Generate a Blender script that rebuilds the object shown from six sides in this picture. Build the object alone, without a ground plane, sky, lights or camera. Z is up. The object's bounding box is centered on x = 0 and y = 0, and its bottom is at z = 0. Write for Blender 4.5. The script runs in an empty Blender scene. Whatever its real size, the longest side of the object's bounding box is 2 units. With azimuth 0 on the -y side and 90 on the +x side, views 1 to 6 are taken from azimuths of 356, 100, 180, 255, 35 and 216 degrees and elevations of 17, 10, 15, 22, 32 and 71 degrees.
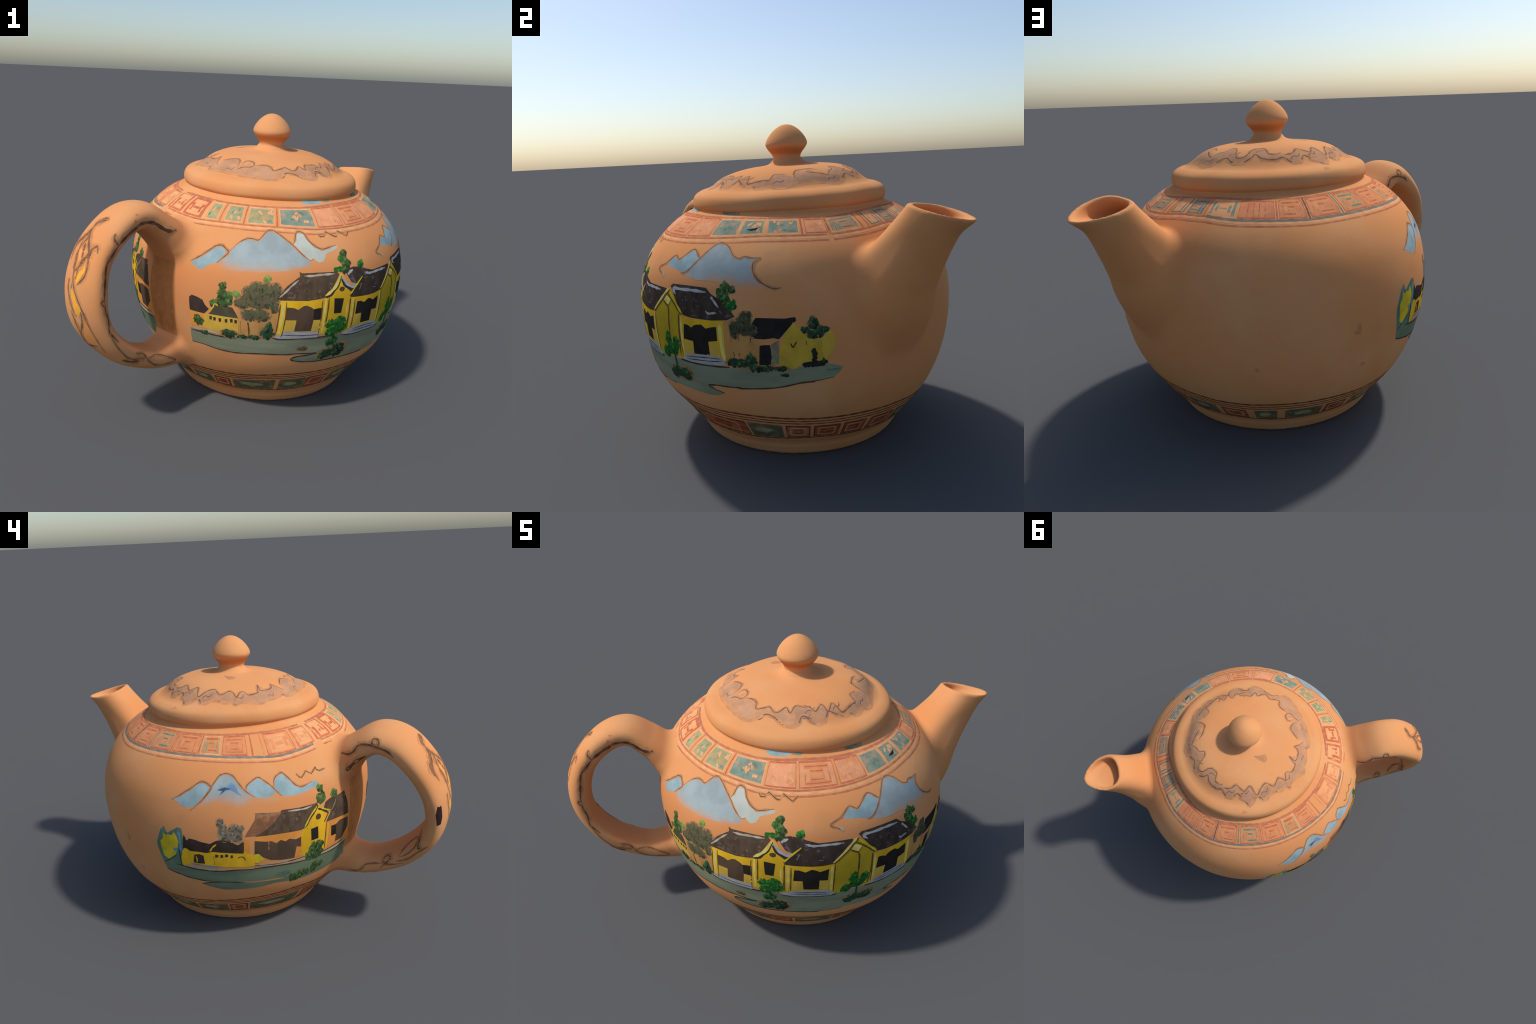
# A hand-painted terracotta teapot: turned body, pulled spout, strap handle, knobbed lid.
import bpy, math, random
import numpy as np
from mathutils import Vector
from mathutils.bvhtree import BVHTree

random.seed(7)
RNG = np.random.default_rng(7)

# ------------------------------------------------------------------ helpers
def spline(P, n):
    """Catmull-Rom curve through the rows of P, n samples per span."""
    P = np.asarray(P, float)
    Q = np.vstack([2 * P[0] - P[1], P, 2 * P[-1] - P[-2]])
    out, t = [], np.linspace(0, 1, n, endpoint=False)[:, None]
    for i in range(len(P) - 1):
        a, b, c, d = Q[i:i + 4]
        out.append(.5 * (2 * b + (c - a) * t + (2 * a - 5 * b + 4 * c - d) * t * t + (3 * b - a - 3 * c + d) * t ** 3))
    return np.vstack(out + [P[-1:]])

def smooth_min(a, b, k):
    h = np.clip(.5 + .5 * (b - a) / k, 0, 1)
    return b + (a - b) * h - k * h * (1 - h)

def smooth_max(a, b, k):
    return -smooth_min(-a, -b, k)

def smoothstep(a, b, x):
    t = np.clip((x - a) / (b - a), 0, 1)
    return t * t * (3 - 2 * t)

# ------------------------------------------------------------------ form of the pot
# (radius, height) of the turned body, foot to neck
BODY_PROFILE = [(0, 0.0), (.30, 0), (.535, 0.0), (.560, .006), (.572, .018), (.582, .035), (.595, .055), (.607, .078),
                (.624, .1), (.644, .12), (0.6649, 0.145), (0.6936, 0.18), (0.7247, 0.22), (0.7655, 0.28), (0.8030, 0.35), (0.8343, 0.43), (0.8587, 0.52), (0.8751, 0.61), (0.8843, 0.7), (0.8846, 0.79), (0.8753, 0.87), (0.8579, 0.94), (0.8350, 1), (0.8030, 1.06), (0.7677, 1.11), (0.7317, 1.15), (0.6928, 1.185), (0.6567, 1.212),
                (.613, 1.237), (.588, 1.250), (.568, 1.258), (.552, 1.265), (.543, 1.274), (.540, 1.284), (.536, 1.290), (.52, 1.291), (.3, 1.29), (0, 1.29)]
# hand-thrown unevenness: azimuth, height, outward amount, angular and vertical spread
DENTS = [(238, .28, -.015, 33, .25), (230, .72, -.011, 26, .30), (255, 1.12, -.015, 40, .10), (-50, .39, .007, 45, .09),
         (-42, .215, -.012, 48, .08), (122, 1.03, .006, 45, .12), (-45, 1.04, .004, 30, .10), (0, 1.17, -.006, 60, .06)]
LEAN = .0125                     # the shoulder sits a little askew
def axis_x(z): return .1185 - .0025 * z
def axis_y(z): return .0815 - .0135 * z
PIVOT = (.1185, .0695)

# strap handle: reach from the axis, height, half width, half thickness, sideways drift, twist
HANDLE_AZ = math.radians(222.4)
HANDLE = [(.815, 1.048, .158, .101, -.002, .054), (.906, 1.133, .155, .081, -.017, .06), (1.024, 1.201, .147, .078, -.027, .105),
          (1.159, 1.163, .147, .077, -.020, .095), (1.293, 1.028, .149, .071, -.014, .055), (1.356, .853, .148, .068, .006, -.054),
          (1.336, .662, .137, .058, .022, -.151), (1.206, .489, .124, .064, .034, -.120), (1.020, .380, .117, .066, .023, -.084),
          (.868, .357, .122, .087, .008, -.049), (.720, .364, .112, .105, -.004, -.005)]
SPOUT_AZ = math.radians(46.72)
SPOUT = [(.506, .604, .282, .301, -.014, .012), (.648, .718, .285, .273, -.028, .016), (.781, .843, .238, .210, -.042, .020),
         (.870, .982, .178, .167, -.049, .017), (.958, 1.116, .141, .142, -.041, 0), (1.040, 1.228, .136, .123, -.028, .001),
         (1.112, 1.320, .126, .148, -.015, -.002)]
LIP = .023                       # wall thickness at the mouth

def profile_distance(r, z, prof):
    d, inside = np.full(r.shape, 9.0), np.zeros(r.shape, bool)
    for (x0, y0), (x1, y1) in zip(prof[:-1], prof[1:]):
        ex, ey = x1 - x0, y1 - y0
        L = ex * ex + ey * ey
        if L < 1e-12:
            continue
        t = np.clip(((r - x0) * ex + (z - y0) * ey) / L, 0, 1)
        d = np.minimum(d, np.hypot(r - x0 - t * ex, z - y0 - t * ey))
        if ey != 0:
            c = ((y0 <= z) & (y1 > z)) | ((y1 <= z) & (y0 > z))
            inside ^= c & (r < x0 + (z - y0) * ex / ey)
    return np.where(inside, -d, d)

class Turned:
    """Signed distance of the turned body, looked up in a fine (radius, height) chart."""
    step = .0035
    def __init__(self, profile):
        self.R, self.Z = np.arange(0, 1.5, self.step), np.arange(-.2, 1.5, self.step)
        rr, zz = np.meshgrid(self.R, self.Z, indexing="ij")
        self.chart = profile_distance(rr, zz, spline(profile, 5))
    def __call__(self, x, y, z):
        ax, ay = x - axis_x(z), y - axis_y(z)
        r = np.hypot(ax, ay)
        az = np.degrees(np.arctan2(ay, ax))
        for a0, z0, amount, wide, high in DENTS:
            r = r - amount * np.exp(-(((az - a0 + 180) % 360 - 180) / wide) ** 2 - ((z - z0) / high) ** 2)
        h = z + LEAN * ax * smoothstep(.85, 1.2, z)
        i, j = np.clip(r / self.step, 0, len(self.R) - 1.01), np.clip((h + .2) / self.step, 0, len(self.Z) - 1.01)
        a, b = i.astype(int), j.astype(int)
        u, v, G = i - a, j - b, self.chart
        return G[a, b] * (1 - u) * (1 - v) + G[a + 1, b] * u * (1 - v) + G[a, b + 1] * (1 - u) * v + G[a + 1, b + 1] * u * v

def tube(x, y, z, az, rows, sub=5, square=(2., 2.)):
    """Signed distance of a flattened tube whose spine lies in a vertical plane through the pot's axis;
    square = how boxy the section is on its inner and its outer face (2 is an ellipse)."""
    c, n = math.cos(az), math.sin(az)
    S, W = (x - PIVOT[0]) * c + (y - PIVOT[1]) * n, -(x - PIVOT[0]) * n + (y - PIVOT[1]) * c
    K = spline(rows, sub if S.size > 400000 else 3 * sub)      # coarse for the first sweep, fine for the skin itself
    best, A, B, O, N, T = (np.full(S.shape, v) for v in (1e9, 0., 0., 0., 0., 0.))
    for p, q in zip(K[:-1], K[1:]):
        ex, ey = q[0] - p[0], q[1] - p[1]
        t = np.clip(((S - p[0]) * ex + (z - p[1]) * ey) / (ex * ex + ey * ey), 0, 1)
        d = (S - p[0] - t * ex) ** 2 + (z - p[1] - t * ey) ** 2
        m = d < best
        best = np.where(m, d, best)
        side = np.sign(ex * (z - p[1]) - ey * (S - p[0]))
        N = np.where(m, side * np.sqrt(d), N)
        A, B, O, T = (np.where(m, p[k] + t * (q[k] - p[k]), X) for k, X in ((2, A), (3, B), (4, O), (5, T)))
    W = W - O
    N = N - T * W                       # the strap is twisted a little
    p = np.where(N < 0, square[0], square[1])
    u, v = np.abs(N / B) + 1e-9, np.abs(W / A) + 1e-9
    k = (u ** p + v ** p) ** (1 / p)
    g = k ** (1 - p) * np.sqrt((u ** (p - 1) / B) ** 2 + (v ** (p - 1) / A) ** 2) + 1e-9
    return np.clip(np.where(k > 1e-6, (k - 1) / g, -np.minimum(A, B)), -.3, 3)

turned = Turned(BODY_PROFILE)

def handle_field(x, y, z):
    return tube(x, y, z, HANDLE_AZ, HANDLE, 4, (2.9, 2.1))

def spout_field(x, y, z):
    c, n = math.cos(SPOUT_AZ), math.sin(SPOUT_AZ)
    s, w = (x - PIVOT[0]) * c + (y - PIVOT[1]) * n, -(x - PIVOT[0]) * n + (y - PIVOT[1]) * c
    mouth = z - (1.302 - .217 * (s - .919) - .10 * w)
    return smooth_max(tube(x, y, z, SPOUT_AZ, SPOUT, 5, (2.2 - .45 * smoothstep(1.08, 1.25, z), 2.8 + 1.8 * smoothstep(1.22, 1.0, z))), mouth * .95, .012)

def pot_field(x, y, z):
    f = turned(x, y, z)
    c, n = math.cos(HANDLE_AZ), math.sin(HANDLE_AZ)
    s = (x - PIVOT[0]) * c + (y - PIVOT[1]) * n
    m = s > .45
    f = f.copy()
    f[m] = smooth_min(f[m], handle_field(x[m], y[m], z[m]), .07)
    c, n = math.cos(SPOUT_AZ), math.sin(SPOUT_AZ)
    s = (x - PIVOT[0]) * c + (y - PIVOT[1]) * n
    m = (s > .2) & (z > .2)
    X, Y, Z = x[m], y[m], z[m]
    g = smooth_min(f[m], spout_field(X, Y, Z), .014 + .06 * np.exp(-((Z - .98) / .13) ** 2) + .012 * smoothstep(1.0, 1.1, Z))
    floor = 1.212 - .06 * (1.19 - s[m]) - Z          # a shallow dish behind the lip
    near = (Z > 1.0) & (s[m] > .8)
    bore = np.full(g.shape, 1.0)
    bore[near] = smooth_max(tube(X[near], Y[near], Z[near], SPOUT_AZ, [(*r[:2], r[2] - LIP, r[3] - LIP, *r[4:]) for r in SPOUT[3:]], 6, (1.9, 2.6)), floor[near], .025)
    f[m] = smooth_max(g, -bore, .017)
    return f + .0011 * smoothstep(.02, .12, z) * (np.sin(9 * x + 4 * z + 1) * np.sin(8 * y - 5 * z) + np.sin(17 * x - 3 * y + 2) * np.sin(15 * z + 6 * y))

def surface_net(field, low, high, h):
    """Mesh of field = 0: one vertex per crossed cell, then moved onto the surface."""
    ax = [np.arange(a, b + h, h) for a, b in zip(low, high)]
    X, Y, Z = np.meshgrid(*ax, indexing="ij")
    F = field(X.ravel(), Y.ravel(), Z.ravel()).reshape(X.shape)
    n = np.array(F.shape)
    total, count = np.zeros((*(n - 1), 3)), np.zeros(n - 1)
    corner = [(a, b, c) for a in (0, 1) for b in (0, 1) for c in (0, 1)]
    def cut(o): return F[o[0]:n[0] - 1 + o[0], o[1]:n[1] - 1 + o[1], o[2]:n[2] - 1 + o[2]]
    for o in corner:
        for k in range(3):
            if o[k] == 0:
                q = list(o); q[k] = 1
                f0, f1 = cut(o), cut(q)
                m = (f0 < 0) != (f1 < 0)
                t = f0[m] / (f0[m] - f1[m])
                p = np.tile(np.array(o, float), (len(t), 1)); p[:, k] += t
                total[m] += p
                count[m] += 1
    cells = np.argwhere(count > 0)
    index = np.full(n - 1, -1); index[tuple(cells.T)] = np.arange(len(cells))
    V = np.array(low) + h * (cells + total[tuple(cells.T)] / count[tuple(cells.T)][:, None])
    quads = []
    for k in range(3):
        a, b = (k + 1) % 3, (k + 2) % 3
        sl0, sl1 = [slice(None)] * 3, [slice(None)] * 3
        sl0[k], sl1[k] = slice(0, n[k] - 1), slice(1, n[k])
        f0, f1 = F[tuple(sl0)], F[tuple(sl1)]
        e = np.argwhere((f0 < 0) != (f1 < 0))
        ok = (e[:, a] > 0) & (e[:, b] > 0) & (e[:, a] < n[a] - 1) & (e[:, b] < n[b] - 1)
        e = e[ok]
        flip = f0[tuple(e.T)] >= 0
        c = []
        for da, db in ((1, 1), (0, 1), (0, 0), (1, 0)):
            g = e.copy(); g[:, a] -= da; g[:, b] -= db
            c.append(index[tuple(g.T)])
        q = np.stack(c, 1)
        q[flip] = q[flip][:, ::-1]
        quads.append(q)
    for _ in range(3):
        f, d = field(*V.T), .0015
        G = np.stack([(field(*(V + d * np.eye(3)[k]).T) - field(*(V - d * np.eye(3)[k]).T)) / (2 * d) for k in range(3)], 1)
        V -= np.clip(f / (np.sum(G * G, 1) + 1e-6), -.006, .006)[:, None] * G
    return V, np.vstack(quads)

# ------------------------------------------------------------------ materials
def srgb(r, g, b):
    return tuple(((c / 255) / 12.92 if c / 255 <= .04045 else ((c / 255 + .055) / 1.055) ** 2.4) for c in (r, g, b))

class Nodes:
    """Short-hand for building a Principled material."""
    def __init__(self, name):
        self.m = bpy.data.materials.new(name)
        self.m.use_nodes = True
        self.t = self.m.node_tree
        self.bsdf = self.t.nodes["Principled BSDF"]
        self.bsdf.inputs["Roughness"].default_value = .9
        self.bsdf.inputs["Specular IOR Level"].default_value = .03
        self.co = self.t.nodes.new("ShaderNodeTexCoord").outputs["Object"]
    def put(self, sock, v):
        if isinstance(v, (int, float)):
            sock.default_value = v
        elif isinstance(v, tuple):
            sock.default_value = (*v, 1) if len(v) == 3 and sock.type == "RGBA" else v
        else:
            self.t.links.new(v, sock)
    def noise(self, scale, detail=3, rough=.5, vec=None, stretch=None):
        n = self.t.nodes.new("ShaderNodeTexNoise")
        v = vec or self.co
        if stretch:
            mp = self.t.nodes.new("ShaderNodeMapping")
            mp.inputs["Scale"].default_value = stretch
            self.t.links.new(v, mp.inputs["Vector"]); v = mp.outputs[0]
        self.t.links.new(v, n.inputs["Vector"])
        n.inputs["Scale"].default_value, n.inputs["Detail"].default_value, n.inputs["Roughness"].default_value = scale, detail, rough
        return n.outputs["Fac"]
    def math(self, op, a, b=0.0):
        n = self.t.nodes.new("ShaderNodeMath"); n.operation = op
        self.put(n.inputs[0], a); self.put(n.inputs[1], b)
        return n.outputs[0]
    def step(self, x, lo, hi, a=0.0, b=1.0):
        n = self.t.nodes.new("ShaderNodeMapRange"); n.interpolation_type = "SMOOTHSTEP"
        self.put(n.inputs["Value"], x)
        for k, v in zip(("From Min", "From Max", "To Min", "To Max"), (lo, hi, a, b)):
            self.put(n.inputs[k], v)
        return n.outputs[0]
    def mix(self, f, a, b):
        n = self.t.nodes.new("ShaderNodeMix"); n.data_type = "RGBA"
        self.put(n.inputs[0], f); self.put(n.inputs[6], a); self.put(n.inputs[7], b)
        return n.outputs[2]
    def done(self, colour, bump=None, rough=None):
        self.put(self.bsdf.inputs["Base Color"], colour)
        if rough is not None:
            self.put(self.bsdf.inputs["Roughness"], rough)
        if bump is not None:
            b = self.t.nodes.new("ShaderNodeBump")
            b.inputs["Strength"].default_value, b.inputs["Distance"].default_value = .2, .0015
            self.put(b.inputs["Height"], bump)
            self.t.links.new(b.outputs[0], self.bsdf.inputs["Normal"])
        return self.m

CLAY = (.70, .335, .155)
def clay_colour(k):
    """Terracotta: ochre and pinkish clouds, as one expression shared by clay and by faded paint."""
    c = k.mix(k.step(k.noise(2.2, 2), .35, .7), (.675, .282, .106), (.685, .330, .142))
    c = k.mix(k.step(k.noise(4.1, 3), .5, .75, 0, .6), c, (.685, .270, .100))
    c = k.mix(k.step(k.noise(6.5, 4, .6), .52, .8, 0, .35), c, (.545, .245, .105))
    # the painter's sunset glow behind the village
    v = k.t.nodes.new("ShaderNodeSeparateXYZ")
    k.t.links.new(k.co, v.inputs[0])
    x, y, z = v.outputs
    side = k.math("ADD", k.math("MULTIPLY", k.math("SUBTRACT", x, .117), -.26), k.math("MULTIPLY", k.math("SUBTRACT", y, .075), -.966))
    far = k.math("SQRT", k.math("ADD", k.math("POWER", k.math("SUBTRACT", x, .117), 2.0), k.math("POWER", k.math("SUBTRACT", y, .075), 2.0)))
    glow = k.math("MULTIPLY", k.math("MULTIPLY", k.step(z, .60, .74), k.step(z, 1.02, .90)), k.math("MULTIPLY", k.step(side, .0, .30), k.step(far, .97, .93)))
    c = k.mix(k.math("MULTIPLY", glow, .55), c, (.64, .235, .078))
    return k.mix(k.step(k.noise(60, 2), .60, .8, 0, .18), c, (.50, .21, .085))

def clay_material():
    k = Nodes("terracotta")
    return k.done(clay_colour(k), k.noise(90, 3))
clay = clay_material()
def knob_material():
    """Clay with the rust-red ring the knob carries under its shoulder."""
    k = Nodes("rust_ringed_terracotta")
    z = k.t.nodes.new("ShaderNodeSeparateXYZ")
    k.t.links.new(k.co, z.inputs[0])
    h = k.math("ADD", z.outputs[2], k.math("MULTIPLY", k.math("SUBTRACT", k.noise(9, 2), .5), .02))
    ring = k.math("MULTIPLY", k.step(h, 1.535, 1.562), k.step(h, 1.598, 1.572))  # mask of the occlusion tint painted under the knob
    return k.done(k.mix(k.math("MULTIPLY", ring, .6), clay_colour(k), (.50, .135, .03)), k.noise(90, 3))

# ------------------------------------------------------------------ object building
def mesh_object(name, verts, faces, material, parent=None, smooth=True):
    me = bpy.data.meshes.new(name)
    me.from_pydata([tuple(v) for v in verts], [], [tuple(int(i) for i in f) for f in faces])
    me.materials.append(material)
    if smooth:
        me.shade_smooth()
    o = bpy.data.objects.new(name, me)
    bpy.context.scene.collection.objects.link(o)
    o.parent = parent
    return o

pot = bpy.data.objects.new("teapot", None)
bpy.context.scene.collection.objects.link(pot)
pot["label"] = "terracotta teapot hand-painted with yellow houses and blue mountains"
pot["category"] = "teapot"

V, Q = surface_net(pot_field, (-1.04, -1.02, -.03), (1.03, 1.01, 1.34), .0095)
# one smooth skin, split by region into body, handle and spout
whole = bpy.data.meshes.new("whole")
whole.from_pydata(V.tolist(), [], Q.tolist())
whole.shade_smooth()
N = np.empty(len(V) * 3, np.float32)
whole.vertices.foreach_get("normal", N)
N = N.reshape(-1, 3)
skin = BVHTree.FromPolygons(V.tolist(), Q.tolist())
C = V[Q].mean(1)
bd = turned(*C.T)
is_handle = (handle_field(*C.T) < bd - .004)
is_spout = (spout_field(*C.T) < bd - .004)
parts = {}
for name, mask in (("body", ~is_handle & ~is_spout), ("handle", is_handle & ~is_spout), ("spout", is_spout)):
    q = Q[mask]
    used, inv = np.unique(q, return_inverse=True)
    o = mesh_object(name, V[used], inv.reshape(q.shape), clay, pot)
    o.data.normals_split_custom_set_from_vertices(N[used].tolist())
    parts[name] = o
body, handle, spout = parts["body"], parts["handle"], parts["spout"]
bpy.data.meshes.remove(whole)

# ------------------------------------------------------------------ lid
LID_PROFILE = [(.40, 1.27), (.500, 1.27), (.533, 1.273), (.543, 1.281), (.550, 1.292), (.552, 1.306), (.549, 1.325), (.541, 1.343),
               (.526, 1.357), (.50, 1.369), (.470, 1.377), (.448, 1.387), (.428, 1.401), (.40, 1.424), (.365, 1.445), (.32, 1.463),
               (.27, 1.475), (.20, 1.485), (.145, 1.489), (.115, 1.494), (.098, 1.502)]
KNOB_PROFILE = [(.098, 1.502), (.089, 1.512), (.079, 1.525), (.080, 1.538), (.088, 1.553), (.102, 1.571), (.113, 1.587), (.119, 1.601), (.118, 1.615),
                (.110, 1.634), (.097, 1.654), (.079, 1.675), (.057, 1.693), (.036, 1.705), (.017, 1.711), (0, 1.713)]
LID_C = (.1145, .0655)
def lathe(profile, steps=160, sub=4):
    prof = spline(profile, sub)
    ang = np.linspace(0, 2 * math.pi, steps, endpoint=False)
    ring, verts, faces = [], [], []
    for r, z in prof:
        if r < 1e-5:
            ring.append([len(verts)]); verts.append((0, 0, z)); continue
        ring.append(list(range(len(verts), len(verts) + steps)))
        verts += [(r * math.cos(a), r * math.sin(a), z) for a in ang]
    for p, q in zip(ring[:-1], ring[1:]):
        for i in range(steps):
            j = (i + 1) % steps
            faces.append([p[i], p[j], q[j], q[i]] if len(q) > 1 else [p[i], p[j], q[0]])
    return np.array(verts), faces
def lid_place(v):
    v = np.array(v, float)
    inner = smoothstep(.50, .30, np.hypot(v[:, 0], v[:, 1])) * smoothstep(1.60, 1.50, v[:, 2])
    v[:, 2] -= .019 * v[:, 0] - (.008 + .020 * inner) * v[:, 1]      # the lid sits and is thrown a little askew
    v[:, 2] += .0016 * np.sin(11 * v[:, 0] + 2) * np.sin(10 * v[:, 1] + 1) + .001 * np.sin(23 * v[:, 1] - 9 * v[:, 0])
    v[:, 0] += LID_C[0] + .0 * (v[:, 2] - 1.3); v[:, 1] += LID_C[1]
    return v
lv, lf = lathe(LID_PROFILE)
kv, kf = lathe(KNOB_PROFILE)
lv, kv = lid_place(lv), lid_place(kv)
lid = mesh_object("lid", lv, lf, clay, pot)
knob = mesh_object("knob", kv, kf, knob_material(), lid)

# ------------------------------------------------------------------ paint: palette
def paint_material(name, colour, vary=.16, scale=16, streak=None, speck=None, fade=None, thin=0.0):
    """Matt brushed paint: two tones in brushy noise; optional flecks; may thin out to bare clay
    below a height (fade = z where bare, z where full) or in worn patches (thin)."""
    k = Nodes(name)
    a, b = (tuple(max(0.0, c * f) for c in colour) for f in (1 - vary, 1 + vary))
    c = k.mix(k.step(k.noise(scale, 4, .6, stretch=streak), .32, .68), a, b)
    if speck:
        c = k.mix(k.step(k.noise(speck[1], 2), .60, .72, 0, .8), c, speck[0])
    if fade:
        z = k.t.nodes.new("ShaderNodeSeparateXYZ")
        k.t.links.new(k.co, z.inputs[0])
        wob = k.math("MULTIPLY", k.math("SUBTRACT", k.noise(7, 2), .5), .10)
        c = k.mix(k.step(k.math("ADD", z.outputs[2], wob), fade[0], fade[1]), clay_colour(k), c)
    if thin:
        c = k.mix(k.step(k.noise(26, 3, .6), .45, .75, 0, thin), c, clay_colour(k))
    return k.done(c)

PLAIN = dict(
    deep_blue=(116, 146, 172), ink_blue=(66, 84, 102), slate_line=(112, 90, 76), dark_line=(74, 58, 48),
    pale_grey=(178, 168, 148), grey_line=(134, 120, 104), brown_line=(104, 76, 42), teal_green=(94, 122, 102),
    slate_blue=(112, 140, 156), pale_yellow=(222, 200, 108), leaf_yellow=(205, 180, 48), door_black=(46, 41, 37),
    soot_black=(44, 42, 42), olive_roof=(82, 77, 60))
PAINT = {n: paint_material("paint_" + n, srgb(*c)) for n, c in PLAIN.items()}
TONE = dict(PLAIN)
PAINT.update(
    sky_blue=paint_material("paint_sky_blue", srgb(144, 166, 170), .14, 9, fade=(.85, .94)),
    hazy_blue=paint_material("paint_hazy_blue", srgb(152, 164, 164), .12, 7, fade=(.935, 1.015)),
    pale_blue=paint_material("paint_pale_blue", srgb(180, 184, 172), .08, 8),
    brown_wash=paint_material("paint_brown_wash", srgb(132, 92, 68), .15, 8, thin=.5),
    wall_yellow=paint_material("paint_wall_yellow", srgb(222, 174, 42), .13, 9, (1, 1, .35)),
    wall_ochre=paint_material("paint_wall_ochre", srgb(208, 168, 70), .10, 12, (1, 1, .5)),
    far_yellow=paint_material("paint_far_yellow", srgb(196, 164, 58), .14, 10, thin=.25),  # wall yellow dimmed: baked shade at the far end kept in the colour
    wall_olive=paint_material("paint_wall_olive", srgb(186, 156, 42), .10, 7),
    orange_wall=paint_material("paint_orange_wall", srgb(216, 142, 68), .10, 8),
    tan_wall=paint_material("paint_tan_wall", srgb(190, 140, 80), .14, 10, (1, 1, .4), thin=.4),
    roof_brown=paint_material("paint_roof_brown", srgb(88, 72, 57), .22, 24, (1, 1, .5), (srgb(116, 102, 94), 40)),
    roof_dark=paint_material("paint_roof_dark", srgb(70, 58, 50), .22, 24, (1, 1, .5), (srgb(104, 98, 100), 38)),
    door_brown=paint_material("paint_door_brown", srgb(88, 71, 57), .2, 14, (1, 1, .3)),
    soot_brown=paint_material("paint_soot_brown", srgb(64, 53, 47), .2, 18),
    step_grey=paint_material("paint_step_grey", srgb(168, 168, 166), .14, 20, (1, 1, 3)),
    ground=paint_material("paint_ground", srgb(134, 138, 112), .13, 6, (.6, .6, 3)),
    ground_teal=paint_material("paint_ground_teal", srgb(112, 126, 100), .13, 6, (.6, .6, 3)),
    grey_leaf_wash=paint_material("paint_grey_leaf_wash", srgb(120, 120, 100), .15, 9, thin=.5),
    umber_wash=paint_material("paint_umber_wash", srgb(186, 124, 72), .16, 14, (1, 1, .16), thin=.6),  # filler colour for the unscanned strip
    ring_wash=paint_material("paint_ring_wash", srgb(180, 136, 106), .10, 10, thin=.7),
    ring_line=paint_material("paint_ring_line", srgb(122, 94, 80), .14, 20, thin=.35),
    tile_red=paint_material("paint_tile_red", srgb(208, 134, 94), .10, 14, thin=.75),
    tile_rose=paint_material("paint_tile_rose", srgb(216, 148, 108), .10, 14, thin=.85),
    key_red=paint_material("paint_key_red", srgb(188, 104, 74), .12, 20, thin=.45),
    tile_green=paint_material("paint_tile_green", srgb(148, 150, 112), .14, 22, thin=.6),
    tile_teal=paint_material("paint_tile_teal", srgb(122, 140, 124), .14, 22, thin=.55),
    tile_blue=paint_material("paint_tile_blue", srgb(88, 122, 134), .18, 24, thin=.2),
    collar_blue=paint_material("paint_collar_blue", srgb(130, 164, 172), .14, 14, thin=.35),
    key_pale=paint_material("paint_key_pale", srgb(222, 160, 112), .10, 20, thin=.4),
    key_teal=paint_material("paint_key_teal", srgb(112, 126, 106), .14, 24, thin=.45),
    band_line=paint_material("paint_band_line", srgb(178, 112, 82), .12, 16, thin=.5),
    foot_red=paint_material("paint_foot_red", srgb(168, 86, 58), .12, 14, thin=.5),
    foot_green=paint_material("paint_foot_green", srgb(100, 98, 74), .14, 14, thin=.4),
    foot_line=paint_material("paint_foot_line", srgb(112, 66, 46), .12, 16, thin=.3),
    branch=paint_material("paint_branch", srgb(122, 86, 62), .2, 20, thin=.35),
    edge=paint_material("paint_edge", srgb(100, 70, 52), .2, 12, thin=.4),
    smudge=paint_material("paint_smudge", srgb(150, 104, 78), .14, 20, thin=.5),
    amber=paint_material("paint_amber", srgb(240, 168, 62), .08, 10, thin=.3),
    peach=paint_material("paint_peach", srgb(232, 152, 88), .06, 10, thin=.5),
    soot=paint_material("paint_soot", srgb(52, 42, 38)))
TONE.update(ring_line=(122, 94, 80), branch=(122, 86, 62), edge=(100, 70, 52), key_red=(188, 104, 74), key_teal=(112, 126, 106), key_pale=(228, 166, 114),
            band_line=(182, 116, 82), foot_line=(118, 68, 46), tile_red=(212, 128, 86), smudge=(150, 104, 78), tile_rose=(222, 146, 104))
# dark, middle and light tone of each foliage
LEAF = dict(
    leaf_green=[(50, 64, 42), (70, 92, 52), (100, 122, 66)], bright_green=[(36, 72, 38), (44, 102, 42), (72, 134, 60)],
    dark_leaf=[(38, 48, 38), (52, 74, 52), (74, 104, 68)], olive_leaf=[(74, 74, 54), (98, 90, 68), (96, 106, 68)],
    olive_dark=[(58, 60, 46), (76, 78, 56), (96, 96, 64)], grey_leaf=[(92, 80, 70), (118, 108, 92), (144, 140, 116)],
    light_green=[(104, 124, 70), (120, 142, 74), (140, 158, 84)], teal_leaf=[(84, 104, 86), (96, 118, 96), (106, 128, 104)],
    night_leaf=[(34, 36, 32), (44, 50, 40), (62, 70, 48)])
for n, tones in LEAF.items():
    for t, c in zip(("dark", "mid", "light"), tones):
        TONE[f"{n}_{t}"] = c
        PAINT[f"{n}_{t}"] = paint_material(f"paint_{n}_{t}", srgb(*c), .16, 40)
    PAINT[n] = PAINT[n + "_mid"]

# ------------------------------------------------------------------ paint: laying a film of paint on a surface
def normals_of(field, P):
    d = .0012
    G = np.stack([field(*(P + d * np.eye(3)[k]).T) - field(*(P - d * np.eye(3)[k]).T) for k in range(3)], 1)
    return G / (np.linalg.norm(G, axis=1, keepdims=True) + 1e-9)

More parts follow.
